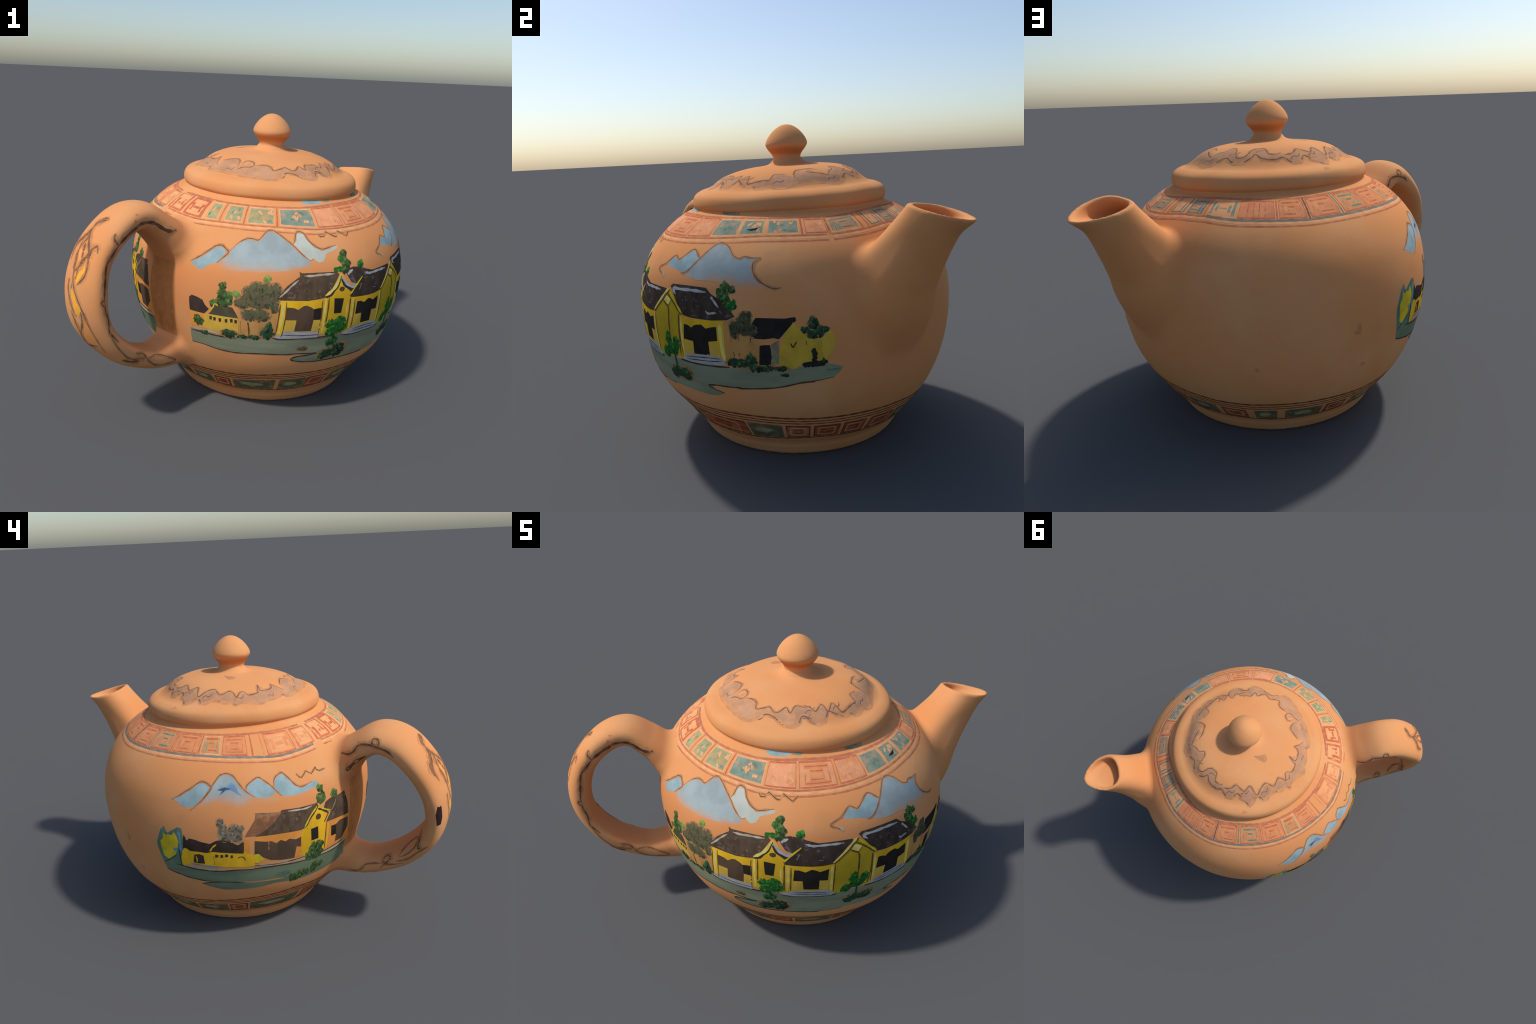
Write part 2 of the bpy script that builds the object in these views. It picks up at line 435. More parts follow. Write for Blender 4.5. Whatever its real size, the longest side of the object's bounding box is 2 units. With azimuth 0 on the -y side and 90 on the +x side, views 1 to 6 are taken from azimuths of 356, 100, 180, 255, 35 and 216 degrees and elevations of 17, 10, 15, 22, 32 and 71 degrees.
def on_body(uv, h):
    """(azimuth in degrees, height) -> point on the pot's skin, h above it."""
    a, z = np.radians(uv[:, 0]), uv[:, 1]
    c, s, ax, ay = np.cos(a), np.sin(a), axis_x(z), axis_y(z)
    r = np.full(len(a), 1.0)
    for _ in range(14):
        r -= .9 * turned(ax + r * c, ay + r * s, z)
    for _ in range(3):
        r -= .8 * np.clip(pot_field(ax + r * c, ay + r * s, z), -.03, .03)
    P = np.stack([ax + r * c, ay + r * s, z], 1)
    n = normals_of(pot_field, P)
    return P + n * h[:, None], n

LID_CURVE = spline(LID_PROFILE, 6)
LID_TOP = LID_CURVE[LID_CURVE[:, 1] > 1.3055][::-1]
def on_lid(uv, h):
    a, r = np.radians(uv[:, 0]), uv[:, 1]
    def at(r):
        return np.stack([r * np.cos(a), r * np.sin(a), np.interp(r, LID_TOP[:, 0], LID_TOP[:, 1])], 1)
    P, Q = lid_place(at(r)), lid_place(at(r - .004))
    t = P - Q
    side = np.stack([-np.sin(a), np.cos(a), 0 * a], 1)
    n = np.cross(t, side)
    n /= np.linalg.norm(n, axis=1, keepdims=True)
    n *= np.sign(n[:, 2:3])
    return P + n * h[:, None], n

HANDLE_CURVE = spline(HANDLE, 24)
def on_handle(uv, h):
    """(place along the spine, degrees round it from the outer face) -> point on the strap."""
    u, a = np.clip(uv[:, 0] * 24, 0, len(HANDLE_CURVE) - 1.001), np.radians(uv[:, 1])
    i = u.astype(int)
    f = (u - i)[:, None]
    K = HANDLE_CURVE[i] * (1 - f) + HANDLE_CURVE[i + 1] * f
    t = HANDLE_CURVE[i + 1, :2] - HANDLE_CURVE[i, :2]
    t /= np.linalg.norm(t, axis=1, keepdims=True)
    w = np.sin(a) * K[:, 2]
    nn = np.cos(a) * K[:, 3] + K[:, 5] * w
    c, s = math.cos(HANDLE_AZ), math.sin(HANDLE_AZ)
    def world(k):
        S, W = K[:, 0] - t[:, 1] * nn * k, w * k + K[:, 4]
        return np.stack([PIVOT[0] + S * c - W * s, PIVOT[1] + S * s + W * c, K[:, 1] + t[:, 0] * nn * k], 1)
    k, L = np.full(len(a), 1.0), np.hypot(w, nn)
    for _ in range(12):
        k -= np.clip(pot_field(*world(k).T), -.03, .03) / L * .8
    P = world(k)
    n = normals_of(pot_field, P)
    return P + n * h[:, None], n

HALO = {}
def halo_of(paint, share=.55):
    """The same paint rubbed out into the clay, for the blurred margin of a brush mark."""
    if paint.name not in HALO:
        k = Nodes(paint.name + "_margin")
        base = TONE.get(paint.name[6:], (100, 76, 60))
        HALO[paint.name] = k.done(k.mix(k.step(k.noise(22, 3), .3, .7, share - .15, share + .15), srgb(*base), clay_colour(k)))
    return HALO[paint.name]

class Film:
    """Collects painted shapes in the flat chart of one surface, then lays them all on it."""
    def __init__(self, surface, parent, scale, grain):
        self.surface, self.parent, self.scale, self.grain, self.items = surface, parent, np.array(scale), grain, []
    def add(self, name, paint, layer, outline, fine=None):
        self.items.append((name, paint, layer, np.array(outline, float) * self.scale, fine or self.grain))
    def stroke(self, name, paint, layer, width, points, taper=True, curve=True, soft=False):
        if soft:
            self.stroke(name, halo_of(paint, .72), layer - .45, width * 2.3, points, taper, curve)
            self.stroke(name, halo_of(paint), layer - .2, width * 1.5, points, taper, curve)
            width *= .75
        p = np.array(points, float) * self.scale
        if not curve:                     # ruled lines: one short bar per segment, overlapping at the corners
            for a, b in zip(p[:-1], p[1:]):
                d = (b - a) / (np.hypot(*(b - a)) + 1e-9)
                n, e = np.array([-d[1], d[0]]) * width / 2, d * width * .4
                self.items.append((name, paint, layer, np.array([a + n - e, b + n + e, b - n + e, a - n - e]), self.grain))
            return
        if len(p) > 2:
            p = spline(p, 4)
        d = np.gradient(p, axis=0)
        n = np.stack([-d[:, 1], d[:, 0]], 1) / (np.linalg.norm(d, axis=1, keepdims=True) + 1e-9)
        s = np.linspace(0, 1, len(p))
        w = width / 2 * (np.clip(np.minimum(s, 1 - s) * 8, .35, 1) if taper else np.ones(len(p)))
        w = w * (1 + .22 * np.sin(s * len(p) * 1.3 + len(self.items)))
        a, b = p + n * w[:, None], p - n * w[:, None]
        for i in range(len(p) - 1):       # short quads, joined as one piece
            self.items.append((name, paint, layer, np.array([a[i], a[i + 1], b[i + 1], b[i]]), "ribbon"))
    def dab(self, name, paint, layer, centre, radii, sides=9, rough=.25, rng=RNG):
        t = np.linspace(0, 2 * math.pi, sides, endpoint=False) + rng.random() * 6
        k = 1 + rough * (rng.random(sides) - .5) * 2
        c = np.array(centre) * self.scale
        self.items.append((name, paint, layer, c + np.stack([np.cos(t) * radii[0] * k, np.sin(t) * radii[1] * k], 1), self.grain))
    def foliage(self, name, leaf, layer, blobs):
        for th, z, rt, rz in blobs:
            ra, rb = rt * self.scale[0], rz
            if leaf in ("olive_leaf", "olive_dark", "grey_leaf", "dark_leaf"):
                self.dab(name, halo_of(PAINT[leaf + "_mid"]), layer - .6, (th, z), (ra * 1.22, rb * 1.18), 18, .12)
            self.dab(name, PAINT[leaf + "_mid"], layer, (th, z), (ra * .9, rb * .9), 16, .22)
            for _ in range(int(min(140, 12 + 14000 * ra * rb))):
                q, m = RNG.random() * 2 * math.pi, math.sqrt(RNG.random()) * 1.02
                x, y = math.cos(q) * m, math.sin(q) * m
                tone = ("dark", "mid", "light")[int(np.clip(RNG.normal(1 + .75 * y - .25 * x, .6) + .5, 0, 2))]
                size = RNG.uniform(.004, .0085)
                self.dab(name, PAINT[f"{leaf}_{tone}"], layer + .15 + .5 * RNG.random(), (th + x * rt, z + y * rz), (size, size * RNG.uniform(.8, 1.5)), 6, .35)
    def lay(self):
        """Triangulate every outline, refine it, project, and make one object per run of equal names."""
        from mathutils.geometry import tessellate_polygon
        pieces, group = [], []
        for it in self.items:
            if group and group[-1][0] != it[0]:
                pieces.append(group); group = []
            group.append(it)
        pieces.append(group)
        built, UV, H = [], [], []
        base = 0
        for group in pieces:
            faces, mats, slots, flags = [], [], [], []
            for name, paint, layer, outline, fine in group:
                if paint not in slots:
                    slots.append(paint)
                top = .0007 + .00032 * layer
                if fine == "ribbon":
                    pts, tris = outline, [(0, 1, 2), (0, 2, 3)]
                else:
                    tris = tessellate_polygon([[Vector((*p, 0)) for p in outline]])
                    pts, tris = refine(outline, tris, fine)
                n = len(pts)
                area = sum(cross2(pts[b] - pts[a], pts[c] - pts[a]) for a, b, c in tris)
                if len(outline) > 2 and abs(area) < 1e-9:
                    continue
                edge = {}
                for a, b, c in tris:
                    if cross2(pts[b] - pts[a], pts[c] - pts[a]) < 0:
                        b, c = c, b
                    faces.append((base + a, base + b, base + c)); mats.append(slots.index(paint))
                    for e in ((a, b), (b, c), (c, a)):
                        edge[e] = 1
                UV.append(pts); H.append(np.full(n, top))
                rim = [e for e in edge if (e[1], e[0]) not in edge]      # the film has a thickness: close it down to the clay
                low = {v: n + i for i, v in enumerate(sorted({v for e in rim for v in e}))}
                out = pts[list(low)].copy()
                for a, b in rim:
                    d = pts[b] - pts[a]
                    d = np.array([d[1], -d[0]]) / (np.hypot(*d) + 1e-9) * .0017
                    out[low[a] - n] += d; out[low[b] - n] += d
                UV.append(out); H.append(np.full(len(low), -.0006))
                for a, b in rim:
                    faces.append((base + b, base + a, base + low[a], base + low[b])); mats.append(slots.index(paint))
                base += n + len(low)
            built.append((group[0][0], faces, mats, slots))
        P, N = self.surface(np.vstack(UV) / self.scale, np.concatenate(H))
        for name, faces, mats, slots in built:
            if not faces:
                continue
            lo, hi = min(min(f) for f in faces), max(max(f) for f in faces) + 1
            f3 = np.array([f[:3] for f in faces])
            facing = np.einsum("ij,ij->i", np.cross(P[f3[:, 1]] - P[f3[:, 0]], P[f3[:, 2]] - P[f3[:, 0]]), N[f3[:, 0]])
            if facing.sum() < 0:             # charts that run the other way round
                faces = [f[::-1] for f in faces]
            me = bpy.data.meshes.new("painted_" + name)
            me.from_pydata(P[lo:hi].tolist(), [], [[i - lo for i in f] for f in faces])
            for m in slots:
                me.materials.append(m)
            me.polygons.foreach_set("material_index", mats)
            me.shade_smooth()
            me.normals_split_custom_set_from_vertices(N[lo:hi].tolist())
            o = bpy.data.objects.new("painted_" + name, me)
            bpy.context.scene.collection.objects.link(o)
            o.parent = self.parent

def cross2(a, b):
    return float(a[0] * b[1] - a[1] * b[0])

def refine(pts, tris, longest):
    """Split long edges until the film can follow the curved surface."""
    pts, tris = [np.array(p) for p in pts], [tuple(t) for t in tris]
    for _ in range(7):
        mid, out, split = {}, [], False
        def half(a, b):
            k = (min(a, b), max(a, b))
            if k not in mid:
                if np.hypot(*(pts[a] - pts[b])) <= longest:
                    mid[k] = None
                else:
                    mid[k] = len(pts); pts.append((pts[a] + pts[b]) / 2)
            return mid[k]
        for a, b, c in tris:
            m = [half(a, b), half(b, c), half(c, a)]
            k = sum(x is not None for x in m)
            if k == 0:
                out.append((a, b, c)); continue
            split = True
            if k == 3:
                out += [(a, m[0], m[2]), (m[0], b, m[1]), (m[2], m[1], c), (m[0], m[1], m[2])]
                continue
            while m[0] is None or (k == 2 and m[1] is None):
                a, b, c = b, c, a
                m = m[1:] + m[:1]
            if k == 1:
                out += [(a, m[0], c), (m[0], b, c)]
            else:
                out += [(m[0], b, m[1]), (a, m[0], m[1]), (a, m[1], c)]
        tris = out
        if not split:
            break
    return np.array(pts), tris

# ------------------------------------------------------------------ paint: the village round the pot
# motif, paint, layer, stroke width (0 = filled, or a kind of dabbing), control points as (azimuth, height)
MURAL = [
    ('mountain', 'sky_blue', 0, 0, [(236.4, 0.96), (240.1, 0.996), (243.4, 1.034), (245.8, 1.057), (247.9, 1.061), (249.8, 1.046), (250.9, 1.032), (249.2, 1.005), (247.1, 0.976), (244.2, 0.963), (241.2, 0.925), (237, 0.948)]),
    ('mountain', 'slate_line', 3, 0.007, [(236.1, 0.959), (238.2, 0.978), (240.1, 0.996), (243.4, 1.034), (244.9, 1.051), (246.3, 1.059), (247.9, 1.061), (249.8, 1.046), (250.9, 1.032), (249.2, 1.005), (247.1, 0.976)]),
    ('mountain', 'hazy_blue', 0, 0, [(245.9, 0.953), (247.1, 0.976), (251, 1.035), (253.8, 1.078), (256.8, 1.102), (259.4, 1.106), (261.8, 1.101), (263.7, 1.125), (265.4, 1.146), (267.6, 1.147), (270.3, 1.131), (272.5, 1.112), (275.3, 1.086), (278.3, 1.048), (281.9, 1.01), (281.8, 0.986), (278.3, 0.975), (271.4, 0.963), (266.8, 0.955), (261.6, 0.95), (254.7, 0.948), (249, 0.947)]),
    ('mountain', 'slate_line', 3, 0.005, [(251, 1.035), (253.8, 1.078), (256.8, 1.102), (259.4, 1.106), (261.8, 1.101), (263.7, 1.125), (265.4, 1.146), (267.6, 1.147), (270.3, 1.131), (272.5, 1.112), (275.3, 1.086), (278.3, 1.048), (280.1, 1.027), (281.9, 1.01)]),
    ('mountain', 'pale_blue', 1, 0, [(275.3, 1.086), (276.2, 1.092), (277.4, 1.138), (278.9, 1.143), (280.7, 1.135), (282.5, 1.1), (284.8, 1.075), (287.3, 1.062), (290.2, 1.067), (293.6, 1.076), (294.2, 1.065), (291.5, 1.053), (288.5, 1.04), (287.2, 1.008), (285.4, 1), (283.3, 1.019), (281.9, 1.01), (278.3, 1.048)]),
    ('mountain', 'slate_line', 3, 0.006, [(275.8, 1.089), (276.6, 1.106), (277.4, 1.138), (278.9, 1.143), (280.7, 1.135), (282.5, 1.1), (284.8, 1.075), (287.3, 1.062), (290.2, 1.067), (293.6, 1.076)]),
    ('mountain', 'slate_line', 3, 0.004, [(281.9, 1.01), (283.3, 1.019)]),
    ('mountain', 'hazy_blue', 0, 0, [(330, 1.013), (334.5, 1.076), (336.8, 1.11), (339.1, 1.135), (341.7, 1.141), (345, 1.123), (347.6, 1.089), (350, 1.079), (351.5, 1.087), (353.9, 1.082), (357.4, 1.082), (355, 1.061), (355.7, 1.013), (358.3, 0.976), (361.4, 0.957), (364.1, 0.956), (365.9, 0.917), (361.4, 0.927), (355.9, 0.932), (349.4, 0.953), (342, 0.982), (334.9, 0.981), (328.6, 1.002)]),
    ('mountain', 'slate_line', 3, 0.004, [(330, 1.013), (332.4, 1.045), (334.5, 1.076), (336.8, 1.11), (339.1, 1.135), (341.7, 1.141), (345, 1.123), (347.6, 1.089), (350, 1.079), (351.5, 1.087), (353.9, 1.082), (357.4, 1.082)]),
    ('mountain', 'slate_line', 3, 0.007, [(357.4, 1.082), (355, 1.061), (355.2, 1.024), (356.6, 0.995), (358.3, 0.976), (360.6, 0.959), (362.2, 0.953), (364.1, 0.956)]),
    ('mountain', 'sky_blue', 1, 0, [(317.9, 1.038), (321.2, 1.075), (323.6, 1.063), (325, 1.064), (329.7, 1.109), (333.3, 1.083), (334.4, 1.073), (332.2, 1.04), (329.8, 1.01), (327.4, 1.007), (324.1, 1.02), (321.4, 1.022), (319.6, 1.028)]),
    ('mountain', 'slate_line', 3, 0.005, [(317.3, 0.973), (316.3, 0.987), (313.9, 1.001), (314, 1.013), (317.9, 1.038), (321.2, 1.075), (323.6, 1.063), (325, 1.064), (329.7, 1.109), (333.3, 1.083), (334.3, 1.073)]),
    ('mountain', 'slate_line', 3, 0.004, [(334.3, 1.073), (332.2, 1.04), (329.8, 1.01), (327.4, 1.004)]),
    ('mountain', 'pale_grey', 2, 0.008, [(314.8, 0.999), (317, 0.988), (318.3, 0.972)]),
    ('mountain', 'sky_blue', 1, 0, [(141.2, 0.966), (145.7, 1.005), (148.3, 1.027), (151.4, 1.058), (153.7, 1.06), (156, 1.04), (156, 1.027), (152.6, 0.966), (149.7, 0.937), (147.5, 0.931), (145, 0.935), (143.6, 0.956)]),
    ('mountain', 'slate_line', 3, 0.006, [(141.2, 0.966), (144, 0.987), (145.7, 1.005), (148.3, 1.027), (151.4, 1.058), (153.7, 1.06), (155.7, 1.043), (156.1, 1.027), (152.6, 0.966), (148.8, 0.917)]),
    ('mountain', 'hazy_blue', 0, 0, [(149.7, 0.927), (152.6, 0.966), (156.7, 1.046), (159, 1.087), (162, 1.098), (164.5, 1.088), (166.9, 1.048), (169.1, 1.012), (172.4, 0.979), (177.5, 0.964), (182.3, 0.949), (182.1, 0.919), (174.5, 0.929), (172, 0.9), (163.7, 0.916), (154.5, 0.92)]),
    ('mountain', 'slate_line', 3, 0.005, [(152.6, 0.966), (156.7, 1.046), (159, 1.087), (160.5, 1.097), (162, 1.099), (164.5, 1.088), (166.9, 1.048), (169.1, 1.012), (172.4, 0.979)]),
    ('mountain', 'deep_blue', 1, 0, [(159.4, 1.043), (161.8, 1.036), (164, 1.059), (165.4, 1.04), (166.3, 1.012), (167.6, 0.988), (163.4, 1.023), (161.5, 1.018), (159.2, 0.996), (160.6, 1.021)]),
    ('mountain', 'ink_blue', 2, 0, [(158.7, 1.024), (161.3, 1.035), (163.9, 1.027), (161.8, 1.024), (159.4, 0.996), (160.6, 1.018)]),
    ('mountain', 'sky_blue', 1, 0, [(169.3, 1.015), (170, 1.045), (172.8, 1.066), (173.1, 1.074), (174.6, 1.069), (176, 1.058), (178.8, 1.025), (180.3, 1), (180.4, 0.984), (177.6, 0.973), (173.8, 0.974), (172.2, 0.98)]),
    ('mountain', 'slate_line', 3, 0.005, [(169.3, 1.009), (169.7, 1.039), (173.1, 1.069), (174.6, 1.071), (176, 1.058), (178.8, 1.025), (180.3, 1), (182.4, 0.966)]),
    ('mountain', 'sky_blue', 1, 0, [(179.8, 1.017), (180.5, 1.056), (182.7, 1.076), (184.3, 1.073), (186.6, 1.04), (188.7, 1.005), (191.3, 0.991), (195.6, 1.001), (198.2, 0.995), (199, 0.971), (195.6, 0.97), (191, 0.958), (187, 0.957), (183.2, 0.964), (180.5, 0.99)]),
    ('mountain', 'slate_line', 3, 0.006, [(179.8, 1.017), (180.5, 1.056), (182.7, 1.075), (184.3, 1.075), (186.6, 1.04), (188.7, 1.005), (191.3, 0.991), (195.6, 1.001)]),
    ('scribble', 'dark_line', 3, 0.004, [(190, 1.056), (190.8, 1.04), (191.9, 1.035), (194.3, 1.06), (196.6, 1.04), (199.3, 1.064), (199.5, 1.051), (200.9, 1.041), (203.5, 1.043)]),
    ('scribble', 'dark_line', 3, 0.004, [(286.9, 1.13), (287.7, 1.119), (289.5, 1.119), (290.8, 1.139), (294.3, 1.116), (295.4, 1.115), (296.7, 1.138), (300.4, 1.112), (302.4, 1.131)]),
    ('barn', 'brown_wash', 2, 0, [(168, 0.763), (171.9, 0.858), (172.2, 0.892), (180.8, 0.879), (181.8, 0.889), (181.2, 0.851), (178.7, 0.828), (175.8, 0.794), (171.6, 0.764)]),
    ('barn', 'grey_line', 3, 0.005, [(172, 0.889), (176.5, 0.873), (180.6, 0.878)]),
    ('low_house', 'wall_yellow', 2, 0, [(144.6, 0.664), (145.8, 0.688), (147.8, 0.688), (149.4, 0.67), (153.7, 0.662), (154.5, 0.676), (156.1, 0.681), (167.3, 0.664), (167.6, 0.676), (169.4, 0.657), (171.4, 0.636), (171.3, 0.569), (168.3, 0.565), (160.5, 0.572), (155.6, 0.58), (148.2, 0.583), (144.4, 0.57), (144.1, 0.61)]),
    ('low_house', 'soot_brown', 3, 0, [(145.7, 0.769), (146.6, 0.735), (147.9, 0.749), (150.3, 0.741), (152.2, 0.731), (155.4, 0.722), (157.8, 0.743), (160.5, 0.747), (163.4, 0.73), (165.4, 0.712), (167.4, 0.734), (167.3, 0.66), (156.1, 0.675), (154.2, 0.667), (151.4, 0.672), (147.9, 0.671), (146.1, 0.689), (145.1, 0.683)]),
    ('low_house', 'wall_yellow', 4, 0.008, [(155.2, 0.676), (156.2, 0.702), (157.7, 0.723)]),
    ('low_house', 'wall_yellow', 4, 0.006, [(160, 0.739), (161.2, 0.735)]),
    ('low_house', 'soot_brown', 4, 0, [(149.2, 0.648), (151, 0.655), (152.6, 0.646), (152.9, 0.593), (150.5, 0.592), (148.6, 0.595)]),
    ('low_house', 'wall_yellow', 5, 0.007, [(149.8, 0.64), (150.1, 0.618), (149.9, 0.6)]),
    ('low_house', 'soot_brown', 4, 0, [(157.1, 0.657), (158.2, 0.655), (158.1, 0.64), (157, 0.638)]),
    ('low_house', 'soot_brown', 4, 0, [(159, 0.655), (159.9, 0.653), (159.9, 0.638), (158.9, 0.636)]),
    ('low_house', 'soot_brown', 4, 0, [(160.7, 0.659), (161.8, 0.657), (161.7, 0.642), (160.6, 0.64)]),
    ('low_house', 'soot_brown', 4, 0, [(162.7, 0.652), (163.4, 0.65), (163.3, 0.634), (162.6, 0.633)]),
    ('low_house', 'soot_brown', 4, 0.004, [(156.5, 0.647), (156.4, 0.585)]),
    ('low_house', 'soot_brown', 4, 0.004, [(165.2, 0.628), (165.9, 0.638), (167.3, 0.634), (167.9, 0.611)]),
    ('barn', 'orange_wall', 3, 0, [(167.7, 0.745), (169.5, 0.743), (169.4, 0.652), (167.6, 0.676)]),
    ('curb', 'pale_grey', 3, 0.008, [(144.9, 0.566), (150.5, 0.555), (155.4, 0.549), (160.2, 0.548)]),
    ('curb', 'slate_blue', 4, 0.007, [(147.2, 0.586), (150.7, 0.581), (154.3, 0.574), (157.9, 0.569)]),
    ('curb', 'dark_line', 4, 0.005, [(141.1, 0.565), (143.3, 0.562), (146.9, 0.552), (150.4, 0.545), (155.3, 0.54), (160.1, 0.541), (164.9, 0.546), (171.1, 0.543)]),
    ('low_house', 'wall_yellow', 4, 0.007, [(144.2, 0.637), (144, 0.578), (145.2, 0.562)]),
    ('yellow_tree', 'teal_green', 1, 0, [(136.3, 0.781), (137.8, 0.807), (138.5, 0.776), (139.3, 0.766), (141.5, 0.791), (143.4, 0.809), (144.9, 0.806), (145.3, 0.745), (144.9, 0.665), (143.4, 0.562), (139.1, 0.576), (135.7, 0.564), (134.9, 0.611), (134, 0.683), (134.9, 0.728)]),
    ('yellow_tree', 'leaf_yellow', 2, 0, [(135.7, 0.706), (137.1, 0.731), (137.2, 0.768), (138.4, 0.751), (139.3, 0.762), (140.6, 0.754), (142, 0.779), (142.9, 0.751), (143.4, 0.72), (142.7, 0.681), (141.7, 0.635), (138.3, 0.592), (136.4, 0.612), (135.9, 0.664)]),
    ('yellow_tree', 'slate_blue', 3, 0.011, [(143.3, 0.799), (143.9, 0.765), (144.1, 0.722), (144, 0.68), (144, 0.659)]),
    ('yellow_tree', 'dark_line', 4, 0.005, [(143.4, 0.678), (143.5, 0.626), (143.6, 0.563)]),
    ('yellow_tree', 'dark_line', 4, 0.004, [(136.3, 0.566), (138.4, 0.59), (141.6, 0.626)]),
    ('yellow_tree', 'slate_blue', 4, 0, [(140.8, 0.676), (142.7, 0.681), (142.6, 0.659), (141.4, 0.656)]),
    ('grey_tree', 'grey_leaf', 2, 'foliage', [(159.3, 0.849, 1.1, 0.025), (160.2, 0.797, 1.6, 0.042), (164.1, 0.818, 1.6, 0.022), (165.1, 0.775, 1.8, 0.050), (161.7, 0.766, 2.5, 0.031), (166.6, 0.812, 1.1, 0.016)]),
    ('barn', 'roof_brown', 3, 0, [(181.8, 0.889), (188.9, 0.881), (196.2, 0.879), (196.8, 0.868), (193.4, 0.815), (190.6, 0.757), (189, 0.75), (180.9, 0.757), (171.6, 0.759), (175.8, 0.794), (178.7, 0.828), (181, 0.866)]),
    ('barn', 'pale_grey', 4, 0.008, [(184.2, 0.878), (187.3, 0.874), (191, 0.87), (194.1, 0.874)]),
    ('barn', 'orange_wall', 2, 0, [(171.6, 0.759), (180.9, 0.757), (189, 0.75), (189.8, 0.572), (186.7, 0.578), (171.4, 0.611)]),
    ('barn', 'door_brown', 3, 0, [(171.5, 0.733), (175.7, 0.72), (177.5, 0.719), (179.4, 0.701), (180.9, 0.717), (182.8, 0.702), (184.3, 0.713), (186.9, 0.699), (189, 0.707), (189.2, 0.638), (187.3, 0.651), (186.7, 0.574), (181.1, 0.583), (177.1, 0.597), (171.4, 0.646)]),
    ('barn', 'orange_wall', 4, 0, [(187.3, 0.647), (189, 0.643), (189.4, 0.579), (186.9, 0.577)]),
    ('barn', 'orange_wall', 4, 0.01, [(176.5, 0.718), (176.5, 0.668)]),
    ('barn', 'leaf_yellow', 4, 0, [(171.4, 0.647), (172.8, 0.648), (174.9, 0.608), (172.8, 0.586), (171.4, 0.589)]),
    ('gable_house', 'wall_yellow', 3, 0, [(196.6, 0.864), (200.7, 0.801), (199.3, 0.755), (200.3, 0.742), (200.7, 0.561), (193.8, 0.588), (192.8, 0.556), (190.2, 0.566), (189.1, 0.743), (191.1, 0.755), (191.9, 0.759)]),
    ('gable_house', 'brown_line', 4, 0.006, [(189.4, 0.742), (190.3, 0.57)]),
    ('gable_house', 'brown_line', 4, 0.007, [(191.5, 0.749), (192.1, 0.615)]),
    ('gable_house', 'soot_brown', 5, 0.014, [(196.8, 0.863), (193.4, 0.815), (190.7, 0.76)]),
    ('gable_house', 'leaf_yellow', 6, 0.008, [(196.3, 0.863), (193, 0.817), (190.4, 0.76)]),
    ('gable_house', 'soot_brown', 5, 0.01, [(196.7, 0.847), (198.9, 0.829), (201.7, 0.799)]),
    ('gable_house', 'leaf_yellow', 6, 0.008, [(196.8, 0.867), (198.9, 0.838), (202.7, 0.81)]),
    ('gable_house', 'soot_brown', 5, 0.01, [(201.7, 0.799), (199.5, 0.753)]),
    ('gable_house', 'leaf_yellow', 6, 0.006, [(202.7, 0.802), (200.3, 0.754)]),
    ('gable_house', 'door_black', 4, 0, [(193.2, 0.737), (196.4, 0.74), (196.9, 0.66), (193.7, 0.659)]),
    ('gable_house', 'door_brown', 4, 'dab', [(196.6, 0.799, 1.2, 0.018)]),
    ('gable_house', 'roof_brown', 4, 0, [(199.6, 0.841), (200.7, 0.866), (203.2, 0.877), (208.4, 0.874), (211.9, 0.879), (213.5, 0.802), (214.2, 0.727), (207.1, 0.741), (200.7, 0.748), (203, 0.804), (201.7, 0.815)]),
    ('gable_house', 'grey_line', 5, 0.006, [(206.3, 0.862), (204.9, 0.83), (203, 0.804)]),
    ('gable_house', 'orange_wall', 3, 0, [(201, 0.743), (214, 0.724), (216.2, 0.552), (206.5, 0.569), (201, 0.564)]),
    ('gable_house', 'door_black', 4, 0, [(203.2, 0.705), (206, 0.701), (206.6, 0.632), (203.6, 0.636)]),
    ('gable_house', 'door_brown', 5, 0, [(206, 0.701), (208.4, 0.716), (213.9, 0.703), (214.4, 0.634), (212.1, 0.595), (211.2, 0.574), (206.6, 0.578), (206.6, 0.632)]),
    ('gable_house', 'wall_yellow', 5, 0.012, [(201.5, 0.736), (201.5, 0.651), (201.4, 0.566)]),
    ('gable_house', 'brown_line', 6, 0.005, [(200.5, 0.741), (200.4, 0.657), (200.6, 0.571)]),
    ('curb', 'pale_grey', 3, 0.012, [(171.3, 0.566), (178.6, 0.558), (185.3, 0.552), (191.7, 0.556)]),
    ('curb', 'pale_grey', 3, 0.012, [(199.4, 0.532), (205.6, 0.534), (210.6, 0.537), (214.7, 0.55)]),
    ('curb', 'dark_line', 4, 0.004, [(171.3, 0.548), (178.7, 0.544), (185.4, 0.536), (193.7, 0.529)]),
    ('curb', 'dark_line', 4, 0.004, [(171.3, 0.569), (178.6, 0.56), (185.3, 0.557), (191.4, 0.56)]),
    ('curb', 'dark_line', 4, 0.004, [(198.8, 0.526), (205.8, 0.52), (211.9, 0.523), (215.2, 0.532)]),
    ('curb', 'dark_line', 4, 0.003, [(199.6, 0.545), (205.3, 0.55), (210.3, 0.551), (214.4, 0.561)]),
    ('bush', 'leaf_green', 6, 'foliage', [(196.3, 0.606, 3.6, 0.042), (194.3, 0.563, 2.6, 0.039), (196.8, 0.558, 3.1, 0.039)]),
    ('cypress', 'leaf_green', 6, 'foliage', [(199.0, 0.954, 1.5, 0.019), (198.8, 0.900, 2.3, 0.035)]),
    ('bush', 'leaf_green', 3, 'foliage', [(205.8, 0.895, 2.2, 0.023)]),
